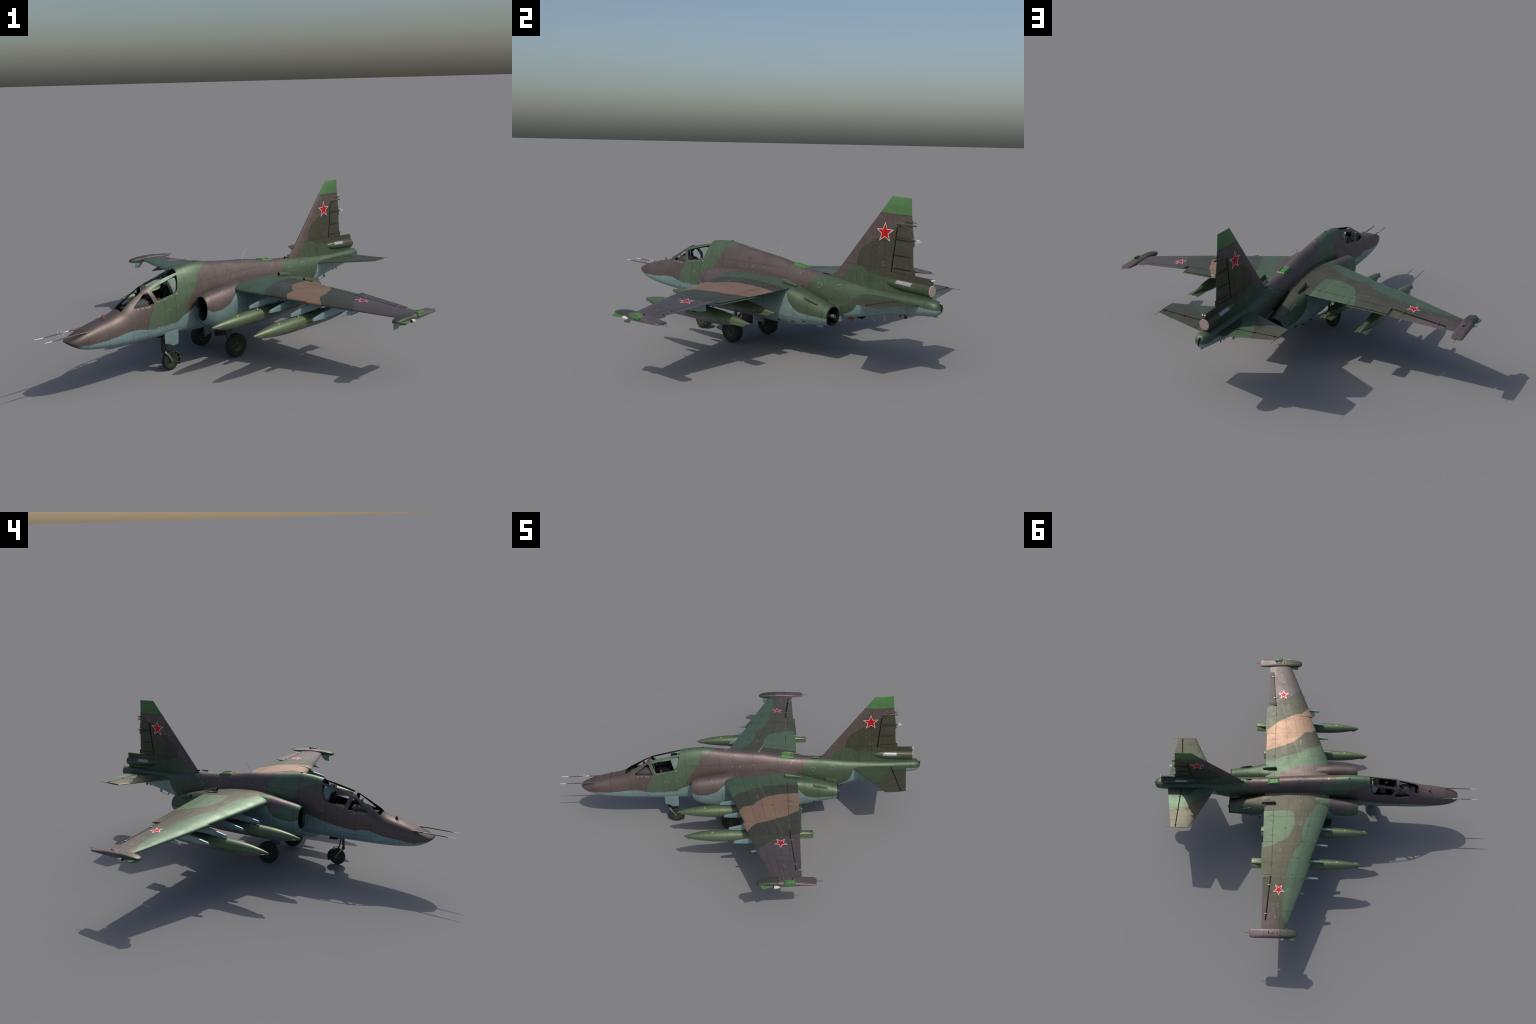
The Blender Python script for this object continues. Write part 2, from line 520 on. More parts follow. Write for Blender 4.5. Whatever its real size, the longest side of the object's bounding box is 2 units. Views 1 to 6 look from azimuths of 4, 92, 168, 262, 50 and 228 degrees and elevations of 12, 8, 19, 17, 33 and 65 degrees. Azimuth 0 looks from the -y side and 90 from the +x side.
def wing_left_material():
    b = NB("wing_camouflage_left")
    X, Y = wobble(b, b.X, 0.006), wobble(b, b.Y, 0.010)
    b1 = b.curve(X, [(-.40, .03), (-.141, .088), (-.046, .122), (.03, .152), (.13, .165), (.24, .17)])
    b2 = b.curve(X, [(-.23, .203), (-.144, .213), (-.072, .236), (.017, .262), (.097, .300), (.158, .318), (.195, .345), (.25, .36)])
    b3 = b.curve(X, [(-.23, .288), (-.114, .320), (-.033, .348), (.031, .397), (.080, .440), (.121, .447), (.152, .471), (.2, .50)])
    b4 = b.curve(X, [(-.23, .458), (-.176, .498), (-.136, .532), (-.079, .563), (-.013, .594), (.045, .610), (.07, .632), (.095, .66), (.15, .70)])
    b5 = b.curve(X, [(-.23, .709), (-.151, .715), (-.124, .724), (-.058, .755), (-.008, .791), (.034, .822), (.1, .85)])
    col = b.mix(b.gt(Y, b1), PURPLE, srgb(83, 103, 82))
    col = b.mix(b.gt(Y, b2), col, OLIVE)
    col = b.mix(b.gt(Y, b3), col, TAN)
    col = b.mix(b.gt(Y, b4), col, OLIVE)
    col = b.mix(b.gt(Y, b5), col, srgb(94, 85, 84))
    # oil streaks ahead of the flap and a pale strip along the spar
    strip = b.both(b.lt(b.m('ABSOLUTE', b.m('MULTIPLY_ADD', b.Y, .30, b.sub(b.X, .10))), .006), b.lt(b.Y, .70), b.gt(b.Y, .22))
    col = b.mix(b.mul(strip, .10), col, srgb(170, 150, 132))
    d = b.star(b.sub(b.X, -.098), b.sub(b.Y, .779), .043)
    col = paint_star(b, col, d, .0032)
    h = b.hatches(b.X, b.m('ABSOLUTE', b.Y), WING_HATCH)
    col = b.chipped(col, h, .55)
    return skin(b, col, b.either(span_lines(b, WING_YS, WING_XS), b.mul(h, .6)))


def wing_right_material():
    b = NB("wing_camouflage_right")
    X = wobble(b, b.X, 0.008); Y = b.mul(wobble(b, b.Y, 0.010), -1.0)
    col = OLIVR
    le = b.curve(Y, [(.13, .20), (.187, .138), (.237, .106), (.303, .076), (.368, .062), (.421, .066), (.464, .038), (.518, -.001), (.581, -.024),
                     (.643, -.038), (.705, -.046), (.776, -.059), (.846, -.068), (.925, -.070), (.974, -.064), (1.012, -.03), (1.05, .03)])
    col = b.mix(b.gt(X, le), col, srgb(87, 108, 87))
    pe = b.curve(Y, [(.18, -.05), (.198, -.03), (.207, -.017), (.223, -.002), (.287, .003), (.374, -.024), (.412, -.053), (.440, -.11), (.458, -.147), (.481, -.216), (.5, -.26)])
    col = b.mix(b.both(b.lt(X, pe), b.gt(Y, .20)), col, srgb(97, 117, 93))
    tp = b.curve(Y, [(.70, -.26), (.744, -.207), (.853, -.164), (.872, -.130), (.941, -.113), (1.018, -.106), (1.047, -.09)])
    col = b.mix(b.lt(X, tp), col, srgb(100, 89, 87))
    d = b.star(b.sub(b.X, -.096), b.sub(b.mul(b.Y, -1.0), .782), .043)
    col = paint_star(b, col, d, .0032)
    h = b.hatches(b.X, b.m('ABSOLUTE', b.Y), WING_HATCH)
    col = b.chipped(col, h, .55)
    return skin(b, col, b.either(span_lines(b, WING_YS, WING_XS), b.mul(h, .6)))


def nacelle_material(side):
    b = NB("nacelle_camouflage")
    X, Z = wobble(b, b.X, 0.006), wobble(b, b.Z, 0.006)
    Y = b.mul(b.Y, float(side))
    if side > 0:
        b1 = b.curve(X, [(-.40, .03), (-.141, .088), (-.046, .122), (.03, .152), (.13, .165), (.24, .30)])
        col = b.mix(b.gt(wobble(b, Y, .008), b1), PURPLE, GREEN_DARKENED)
        zb = b.curve(X, [(-.47, .252), (-.372, .252), (-.297, .261), (-.251, .291), (-.22, .332), (-.20, .37), (.22, .39), (.261, .369), (.333, .322), (.402, .309), (.47, .33)])
    else:
        col = b.mix(b.gt(X, .15), OLIVR, GREEN)
        pz = b.curve(X, [(.24, .36), (.28, .365), (.312, .372), (.36, .392), (.47, .404)])
        col = b.mix(b.both(b.gt(Z, pz), b.gt(X, .255)), col, PURPLE)
        col = b.mix(b.both(b.lt(X, -.205), b.gt(wobble(b, Y, .006), .157)), col, GREEN_DARKENED)
        zb = b.curve(X, [(-.47, .252), (-.372, .252), (-.297, .261), (-.251, .291), (-.22, .332), (-.20, .37), (.22, .39), (.246, .381), (.279, .344), (.344, .316), (.402, .313), (.47, .332)])
    col = b.mix(b.lt(Z, zb), col, BLUE)
    lines = None
    for x in [.43, .27, .18, .05, -.05, -.15, -.26, -.35, -.44]:
        l = b.line(b.X, x); lines = l if lines is None else b.either(lines, l)
    h = b.hatches(b.X, b.Z, [(.392, .395, .010, .008), (.326, .398, .014, .006), (.360, .250, .008, .009), (.323, .245, .016, .012), (-.224, .300, .007, .008), (-.261, .305, .007, .008),
                             (-.27, .250, .010, .006), (-.193, .240, .008, .008), (-.18, .275, .012, .014)])
    col = b.chipped(col, h, .4)
    lines = b.either(lines, b.mul(h, .8))
    lines = b.either(lines, b.both(b.line(b.Z, .225), b.lt(b.X, -.1)))
    return skin(b, col, lines)


def fin_material():
    b = NB("fin_camouflage")
    X, Z = wobble(b, b.X, 0.006), wobble(b, b.Z, 0.008)
    po = b.curve(X, [(-.90, .80), (-.759, .732), (-.711, .702), (-.663, .671), (-.600, .639), (-.556, .608), (-.538, .574), (-.533, .524), (-.527, .40)])
    col = b.mix(b.lt(Z, po), PURPLE, srgb(76, 76, 62))
    og = b.curve(X, [(-.98, .44), (-.735, .478), (-.672, .483), (-.607, .496), (-.537, .522), (-.480, .502), (-.455, .471), (-.445, .42), (-.40, .36)])
    col = b.mix(b.lt(Z, og), col, GREEN_DARKENED)
    lines = None
    for k in [-.535, -.62, -.70]:
        l = b.line(b.X, k); lines = l if lines is None else b.either(lines, l)
    for z in [.525, .66, .79]: lines = b.either(lines, b.line(b.Z, z))
    h = b.hatches(b.X, b.Z, [(-.681, .767, .009, .012), (-.783, .762, .012, .011), (-.558, .447, .013, .009), (-.597, .468, .010, .010), (-.669, .501, .009, .008), (-.695, .546, .010, .010), (-.433, .45, .007, .008)])
    col = b.chipped(col, h, .5)
    lines = b.either(lines, b.mul(h, .8))
    streak = b.noise(60.0, 2.0, .5, stretch=(1.0, 1.0, 0.12))
    lines = b.either(lines, b.mul(b.gt(streak, .62, .08), .35))
    d = b.star(b.sub(b.X, -.692), b.sub(b.Z, .700), .055)
    col = paint_star(b, col, d, .0036)
    return skin(b, col, lines)


def stab_material(side):
    b = NB("tailplane_camouflage")
    X = wobble(b, b.X, 0.012); Y = b.mul(wobble(b, b.Y, 0.010), float(side))
    if side > 0:
        e = b.curve(X, [(-.93, .08), (-.83, .10), (-.78, .15), (-.70, .25), (-.58, .30)])
        col = b.mix(b.gt(Y, e), GREEN_DARKENED, srgb(80, 80, 66))
    else:
        e1 = b.curve(X, [(-.93, .225), (-.80, .19), (-.70, .13), (-.58, .08)])
        e2 = b.curve(X, [(-.93, .095), (-.80, .10), (-.70, .05), (-.58, .04)])
        col = b.mix(b.lt(Y, e1), srgb(96, 94, 78), srgb(92, 114, 90))
        col = b.mix(b.lt(Y, e2), col, srgb(66, 74, 64))
    lines = None
    for y in [.10, .20, .30]:
        l = b.line(b.m('ABSOLUTE', b.Y), y); lines = l if lines is None else b.either(lines, l)
    return skin(b, col, lines)


def pod_material():
    b = NB("pod_camouflage")
    X = wobble(b, b.X, .012)
    col = b.mix(b.lt(X, -.085), OLIVE, srgb(104, 92, 92))
    lines = b.either(b.line(b.X, -.075), b.line(b.X, -.03), b.line(b.X, -.19))
    return skin(b, col, lines)


def tank_material():
    b = NB("tank_paint")
    x = b.mul(b.X, -1.0)                                   # distance behind the nose tip
    wave = b.curve(x, [(0, -.045), (.03, -.016), (.07, -.013), (.11, -.012), (.17, -.015), (.24, -.024), (.30, -.016), (.36, -.006), (.42, -.012),
                       (.47, -.013), (.52, -.004), (.57, -.004), (.62, -.016), (.67, -.016), (.695, -.006), (.72, -.03), (.80, -.05)])
    col = b.mix(b.lt(wobble(b, b.Z, .005), wave), TANKG, srgb(122, 122, 124))
    lines = None
    for k in [.115, .265, .40, .53, .655]:
        l = b.line(x, k); lines = l if lines is None else b.either(lines, l)
    ay = b.m('ABSOLUTE', b.Y)
    for xr in (.275, .548):
        stripe = b.both(b.lt(b.m('ABSOLUTE', b.sub(x, xr)), .0028, .0008), b.lt(b.Z, -.006), b.gt(b.Z, -.036), b.gt(ay, .006))
        col = b.mix(b.mul(stripe, .9), col, srgb(150, 26, 24))
    ora = b.both(b.lt(b.m('ABSOLUTE', b.sub(x, .375)), .022, .001), b.gt(b.Z, .008), b.lt(b.Z, .014), b.gt(b.Y, 0.01))
    col = b.mix(b.mul(ora, .85), col, srgb(176, 108, 36))
    yel = b.both(b.gt(x, .168), b.lt(b.add(b.m('ABSOLUTE', b.sub(b.Y, .010)), 0.0), b.mul(b.sub(.182, x), .45)), b.gt(b.Z, .01))
    col = b.mix(yel, col, srgb(205, 175, 50))
    ring = b.line(b.m('SQRT', b.add(b.m('POWER', b.m('ABSOLUTE', b.sub(x, .205)), 2.0), b.m('POWER', b.m('ABSOLUTE', b.sub(b.Y, .010)), 2.0))), .010, .0008)
    lines = b.either(lines, b.both(ring, b.gt(b.Z, 0.0)))
    rings = b.m('SINE', b.mul(b.X, 900.0))
    lines = b.either(lines, b.mul(b.gt(rings, .7, .3), .12))
    return skin(b, col, lines, metal=.45, rough=.46)


def pod_end_material():
    b = NB("flare_pod_cap")
    cz = b.sub(b.Z, .442)
    a = b.m('ARCTAN2', b.Y, cz)
    spoke = b.lt(b.m('PINGPONG', b.m('ADD', a, 10 * pi), pi / 12), .06, .02)
    r = b.m('SQRT', b.add(b.mul(b.Y, b.Y), b.mul(cz, cz)))
    ring = b.either(b.line(r, .024, .0008), b.line(r, .003, .001))
    col = b.mix(b.mul(b.either(spoke, ring), .6), srgb(180, 156, 154), srgb(120, 100, 100))
    return b.finish(col, .6, 0)


def grille_material():
    b = NB("perforated_plate")
    v = b.nt.nodes.new("ShaderNodeTexVoronoi"); v.inputs["Scale"].default_value = 330
    b.nt.links.new(b.obj, v.inputs["Vector"])
    col = b.mix(b.lt(v.outputs["Distance"], .42, .08), srgb(168, 168, 172), srgb(112, 112, 120))
    return b.finish(col, .45, .3)


M_FUS = fuselage_material()
M_WL, M_WR = wing_left_material(), wing_right_material()
M_FIN = fin_material()
M_NAC = {1: nacelle_material(1), -1: nacelle_material(-1)}
M_STAB = {1: stab_material(1), -1: stab_material(-1)}
M_POD = pod_material()
M_TANK = tank_material()

# ------------------------------------------------------------------ FUSELAGE
zt = pchip([(1.218, .300), (1.212, .305), (1.20, .310), (1.17, .322), (1.105, .344), (1.03, .363), (.962, .377), (.912, .395), (.885, .416),
            (.845, .438), (.80, .462), (.745, .4865), (.67, .510), (.59, .530), (.53, .541), (.46, .549), (.40, .551), (.33, .543), (.25, .531),
            (.10, .511), (.02, .502), (-.08, .483), (-.22, .461), (-.37, .446), (-.47, .434), (-.58, .420), (-.70, .411), (-.85, .406), (-.97, .404),
            (-.995, .400), (-1.008, .394), (-1.018, .383), (-1.023, .370)])
zb = pchip([(1.218, .296), (1.212, .290), (1.20, .281), (1.17, .261), (1.14, .246), (1.07, .231), (1.0, .222), (.90, .213), (.80, .208), (.70, .204),
            (.55, .199), (.40, .195), (.20, .188), (0, .184), (-.20, .184), (-.33, .200), (-.42, .222), (-.48, .237), (-.56, .255), (-.61, .266), (-.67, .279),
            (-.77, .297), (-.85, .309), (-.95, .322), (-1.0, .330), (-1.014, .338), (-1.023, .352)])
zm = pchip([(1.218, .298), (1.20, .293), (1.17, .283), (1.1, .272), (1.0, .268), (.90, .275), (.80, .290), (.70, .302), (.55, .320), (.40, .340), (.20, .355), (0, .355), (-.2, .345),
            (-.4, .335), (-.6, .345), (-.75, .362), (-.95, .368), (-1.023, .362)])
hw = pchip([(1.218, .016), (1.2155, .024), (1.212, .030), (1.20, .041), (1.17, .0535), (1.10, .0655), (1.0, .0742), (.90, .0788), (.80, .0798), (.70, .079), (.60, .078), (.50, .0765),
            (.40, .076), (.20, .074), (.05, .070), (-.11, .065), (-.30, .061), (-.43, .060), (-.50, .058), (-.56, .054), (-.62, .050), (-.70, .048), (-.85, .044), (-.97, .041), (-1.0, .036),
            (-1.014, .027), (-1.023, .012)])
nu = pchip([(1.218, 2.4), (1.17, 3.2), (1.1, 3.0), (1.0, 2.6), (.9, 2.25), (.8, 2.15), (.735, 2.3), (.66, 2.1), (.55, 2.0), (.40, 2.05), (0, 2.1), (-.3, 2.2), (-.6, 2.3), (-.95, 2.6), (-1.02, 2.3)])
nl = pchip([(1.218, 2.2), (1.15, 2.4), (1.05, 2.7), (.9, 3.0), (.75, 3.6), (.6, 4.3), (.2, 4.5), (-.4, 3.6), (-.6, 2.8), (-.75, 2.4), (-1.02, 2.2)])


def fus_ring(x, off=0.0, n=72, zbot=None, nlow=None):
    m = zm(x)
    return super_ring(x, 0, m, hw(x) - off, zt(x) - off, (zb(x) + off) if zbot is None else zbot(x), nu(x), nl(x) if nlow is None else nlow, n)


stations = set()
x = 1.218
fixed = [1.218, 1.2155, 1.212, 1.206, 1.20, 1.125, 1.012, .912, .872, .538, -.40, -.955, -1.0, -1.005, -1.009, -1.013, -1.016, -1.019, -1.0215, -1.023]
stations.update(fixed)
n_st = 170
for i in range(1, n_st):
    xx = 1.20 - (1.20 + 1.0) * i / n_st
    if min(abs(xx - f) for f in fixed) > .004: stations.add(round(xx, 4))
xs = sorted(stations, reverse=True)
body = loft("fuselage_whole", [fus_ring(x) for x in xs], mats=[M_FUS])

cav_x = [.538 + (.902 - .538) * i / 36 for i in range(37)]
cavity = loft("cavity", [fus_ring(x, .0055, 56, zbot=lambda q: zm(q) - .035, nlow=7) for x in cav_x], mats=[M_BLACK])


def rounded(poly, r=.006, k=4):
    out = []; n = len(poly)
    for i in range(n):
        p, a, c = Vector(poly[i]), Vector(poly[i - 1]), Vector(poly[(i + 1) % n])
        rr = r[i] if isinstance(r, (list, tuple)) else r
        u, w = (a - p), (c - p)
        rr = min(rr, u.length * .45, w.length * .45)
        s, e = p + u.normalized() * rr, p + w.normalized() * rr
        for j in range(k + 1):
            t = j / k
            out.append(tuple(s * (1 - t) ** 2 + p * 2 * t * (1 - t) + e * t * t))
    return out


side_win = rounded([(.844, .401), (.842, .394), (.7245, .3985), (.7475, .4625), (.758, .463)], [.004, .005, .006, .005, .005])
can_win = rounded([(.7275, .4685), (.7005, .4085), (.590, .4245), (.566, .437), (.5435, .512)], [.003, .004, .012, .014, .004])
ws_poly = rounded([(.910, -.034), (.910, .034), (.765, .029), (.752, .012), (.752, -.012), (.765, -.029)], [.002, .002, .012, .01, .01, .012])
roof = [(.7345, -.0285), (.7345, .0285), (.5385, .0295), (.5385, -.0295)]
cutters = [cavity,
           prism("c1", ws_poly, 'z', .372, .62, mats=[M_SEAL]), prism("c2", roof, 'z', .44, .62, mats=[M_SEAL])]
for s in (1, -1):
    cutters += [prism("c3", side_win, 'y', .018 * s, .12 * s, mats=[M_SEAL]), prism("c4", can_win, 'y', .022 * s, .12 * s, mats=[M_SEAL])]
body = boolean(body, cutters)


def region(c, n):
    if c.x > 1.125: return "nose_cone"
    if c.x < -.955: return "tail_cone"
    if c.x < -.40: return "tail_boom"
    sill = .385 + (.40 - .385) * min(1, max(0, (.90 - c.x) / .2)) + max(0, (.70 - c.x)) * .2
    if .538 < c.x < .912 and c.z > sill: return "canopy_frame"
    return "fuselage"


for nm, me in split_by_region(body, region).items():
    add(nm, me)

# ------------------------------------------------------------------ COCKPIT
seat = box("seat_pan", (.625, 0, .372), (.09, .066, .03), .006, mats=[M_BLACK])
add("ejection_seat", join_meshes("ejection_seat", [
    seat, prism("b", [(.600, .36), (.585, .36), (.562, .50), (.588, .503), (.598, .47)], 'y', -.030, .030, .005),
    box("h", (.588, 0, .495), (.03, .034, .028), .006),
    tube("harness_l", [((.602, .018, .47), .003), ((.612, .02, .42), .003), ((.63, .018, .39), .003)], 6),
    tube("harness_r", [((.602, -.018, .47), .003), ((.612, -.02, .42), .003), ((.63, -.018, .39), .003)], 6)], [M_BLACK]))
rest = loft("headrest_armour", [[(xc + hx * px_, hy * py_, z) for px_, py_ in [(1, .85), (.8, 1), (-1, 1), (-1, -1), (.8, -1), (1, -.85)]] for z, xc, hx, hy in
                                [(.420, .576, .010, .055), (.432, .573, .016, .055), (.455, .575, .021, .0505), (.480, .578, .025, .0415), (.494, .579, .026, .035), (.498, .579, .023, .031)]],
            mats=[M_PALE], angle=50)
add("headrest_armour", rest)
add("instrument_coaming", loft("instrument_coaming", [super_ring(x, 0, .385, w, t, .35, 2.6, 4, 32) for x, w, t in
                                                      [(.735, .044, .414), (.742, .050, .421), (.775, .050, .425), (.81, .047, .421), (.835, .040, .410), (.842, .034, .402)]], mats=[M_GREY]))
hud = join_meshes("gunsight", [box("g", (.765, 0, .431), (.04, .024, .022), .004),
                               prism("g2", [(.775, .440), (.779, .440), (.790, .456), (.786, .456)], 'y', -.014, .014, .0006),
                               box("g3", (.742, .012, .434), (.012, .012, .012), .002)], [M_BLACK])
add("gunsight", hud)
add("control_stick", tube("control_stick", [((.68, 0, .34), .004), ((.684, 0, .385), .004), ((.68, 0, .395), .006), ((.676, 0, .408), .005)], 8, mats=[M_BLACK]))
for s in (1, -1):
    add("side_console", box("side_console", (.66, .052 * s, .362), (.16, .022, .03), .003, mats=[M_BLACK]))
add("warning_handle", lathe("warning_handle", [(-.003, .007), (.003, .007), (.003, .0035), (-.003, .0035)], n=20, closed=True, mats=[M_ORANGE]), loc=(.672, .040, .407))
add("sight_frame", join_meshes("sight_frame", [tube("a", [((.715, s * .045, .40), .003), ((.712, s * .043, .44), .003), ((.724, s * .03, .474), .003)], 6) for s in (1, -1)], [M_TEAL]))
add("canopy_brace", tube("canopy_brace", [((.585, .033, .511), .0013), ((.585, -.033, .511), .0013)], 6, mats=[M_DARK]))
add("oxygen_block", box("oxygen_block", (.86, .0, .387), (.05, .05, .018), .004, mats=[M_SEAL]))
add("mirror_bracket", tube("mirror_bracket", [((.85, 0, .40), .002), ((.852, 0, .418), .002), ((.85, .012, .420), .002)], 6, mats=[M_DARK]))

# ------------------------------------------------------------------ NOSE: probes, spike, small fittings
def probe(name, y, tip, white):
    z = .335
    parts = [tube("a", [((1.10, y, z - .002), .0040), ((1.17, y, z), .0038), ((1.285, y, z), .0030), ((1.31, y, z), .0021)], 10)]
    o = add(name, join_meshes(name, parts, [M_RODBROWN]))
    add("probe_tip", tube("probe_tip", [((1.30, y, z), .0021), ((tip, y, z + .001), .0013)], 8, mats=[M_WHITE]), o)
    add("probe_fairing", tube("probe_fairing", [((1.06, y * 1.0, z - .006), .002), ((1.10, y, z - .002), .006), ((1.13, y, z - .001), .0045), ((1.16, y, z), .0034)], 10, mats=[M_PURP]), o)
    if white:
        add("white_sleeve", tube("white_sleeve", [((1.171, y, z), .0038), ((1.245, y, z), .0031)], 12, mats=[M_WHITE]), o)
        vanes = []
        for x0 in (1.212, 1.232):
            for k in range(4):
                a = pi / 4 + k * pi / 2
                d = Vector((0, cos(a), sin(a)))
                p = Vector((x0, y, z))
                vanes.append(tube("v", [(tuple(p), .0007), (tuple(p + d * .017 + Vector((-.009, 0, 0))), .0006)], 5))
        add("angle_vane", join_meshes("angle_vane", vanes, [M_WHITE]), o)


probe("pitot_probe", .042, 1.349, False)
probe("pitot_probe", -.041, 1.357, True)
add("antenna_blade", loft("antenna_blade", [[(.996 + a * .0105 * k, c * .0065 * k, z) for a, c in [(1, 0), (.3, 1), (-1, .7), (-1, -.7), (.3, -1)]] for z, k in [(.366, 1), (.378, .75), (.3895, .18)]], mats=[M_RED], angle=20))
for s in (1, -1):
    add("temperature_sensor", tube("temperature_sensor", [((1.10, .047 * s, .283), .004), ((1.10, .056 * s, .283), .003), ((1.094, .058 * s, .283), .002)], 8, mats=[M_STEEL]))
    add("navigation_sensor", tube("navigation_sensor", [((1.015, .024 * s, .358), .0018), ((1.013, .024 * s, .3715), .0012)], 6, mats=[M_DARK]))
add("dorsal_stub", box("dorsal_stub", (.387, 0, .552), (.012, .006, .009), .002, mats=[M_OLIV]))
# dorsal whip antenna, green dielectric box and ram-air tubes
add("whip_antenna", tube("whip_antenna", [((.031, 0, .499), .0026), ((.027, 0, .508), .0017), ((-.010, 0, .562), .0011)], 6, mats=[M_LAMP]))
gb = [[(-.108, s * .029, .466) if 0 else (x, y, z) for x, y, z in r] for r in ()]
rb = []
for t, (dx, dy) in [(.455, (0, 0)), (.474, (0, 0)), (.479, (.004, .003)), (.4815, (.011, .008)), (.4765, (.014, .010))]:
    rb.append([(-.1535 + sx * (.0425 - dx), sy * (.0265 - dy), t - (.010 if sx < 0 else 0) + (.0) - abs(0)) for sx, sy in [(1, 1), (-1, 1), (-1, -1), (1, -1)]])
add("dielectric_cover", loft("dielectric_cover", rb, mats=[M_BRIGHT], angle=25))
for (x0, y0, z0, L) in [(-.317, .016, .456, .05), (-.369, -.003, .457, .03), (-.317, -.012, .456, .0)]:
    if L:
        me = lathe("ram_tube", [(0, .0028), (0, .0052), (-.01, .0055), (-L * .7, .0045), (-L, .001)], 'x', 16, mats=[M_PURP])
        o = add("ram_tube", me, loc=(x0, y0, z0))
        add("tube_mouth", lathe("tube_mouth", [(.0006, .0001), (.0006, .0044), (-.002, .0044), (-.002, .0001)], 'x', 16, mats=[M_BLACK]), o)

add("belly_fairing", prism("belly_fairing", [(.530, .201), (.507, .185), (.46, .176), (.385, .1695), (.2, .167), (0, .170), (-.2, .176), (-.27, .192), (-.27, .215), (.53, .215)], 'y', -.058, .012, .006, mats=[M_BLUE]))
add("nose_gear_bay", box("nose_gear_bay", (.615, .012, .201), (.15, .060, .006), .001, mats=[M_BLACK]))  # flat black plate on the belly, modelling the dark of the open bay

# ------------------------------------------------------------------ NACELLES
NW = pchip([(.463, .0495), (.45, .0535), (.42, .057), (.36, .060), (.25, .066), (0, .072), (-.2, .0735), (-.27, .067), (-.33, .060), (-.45, .0515), (-.472, .0500)])
NYC = pchip([(.463, .137), (.36, .136), (.2, .130), (0, .127), (-.2, .1255), (-.33, .124), (-.472, .125)])
NZT = pchip([(.463, .393), (.45, .399), (.42, .404), (.36, .410), (.29, .417), (.23, .420), (.18, .419), (.13, .413), (.08, .403), (0, .391), (-.10, .383), (-.17, .382), (-.2155, .380), (-.25, .372), (-.33, .352), (-.472, .310)])
NZB = pchip([(.463, .258), (.45, .240), (.42, .222), (.36, .205), (.30, .195), (.15, .182), (-.1, .175), (-.22, .178), (-.33, .194), (-.40, .205), (-.472, .2125)])
NN = pchip([(.463, 2.2), (.36, 2.2), (.25, 2.1), (.15, 2.3), (0, 3.2), (-.2, 3.2), (-.3, 2.5), (-.4, 2.1), (-.472, 2.0)])
NL = pchip([(.463, 2.2), (.36, 2.3), (.2, 2.6), (-.2, 2.4), (-.4, 2.1), (-.472, 2.0)])


def nac_ring(x, s, off=0.0, n=56):
    a, c = NZT(x) - off, NZB(x) + off
    r = super_ring(x, NYC(x) * s, (a + c) / 2, NW(x) - off, a, c, NN(x), NL(x), n)
    # the top rises towards the fuselage as a fillet
    lift = LIFT(x); mid = (a + c) / 2
    return [(px, py, pz + lift * max(0, (NYC(x) - abs(py)) / NW(x)) * max(0, (pz - mid) / (a - mid))) for px, py, pz in r]


LIFT = pchip([(-.472, 0), (-.30, .004), (-.15, .012), (.10, .028), (.25, .015), (.36, .002), (.463, 0)])


def mirror_mesh(me):
    m = me.copy(); bm = bmesh.new(); bm.from_mesh(m)
    for v in bm.verts: v.co.y *= -1
    bmesh.ops.reverse_faces(bm, faces=bm.faces); bm.to_mesh(m); bm.free()
    m.shade_smooth(); m.set_sharp_from_angle(angle=radians(35)); return m


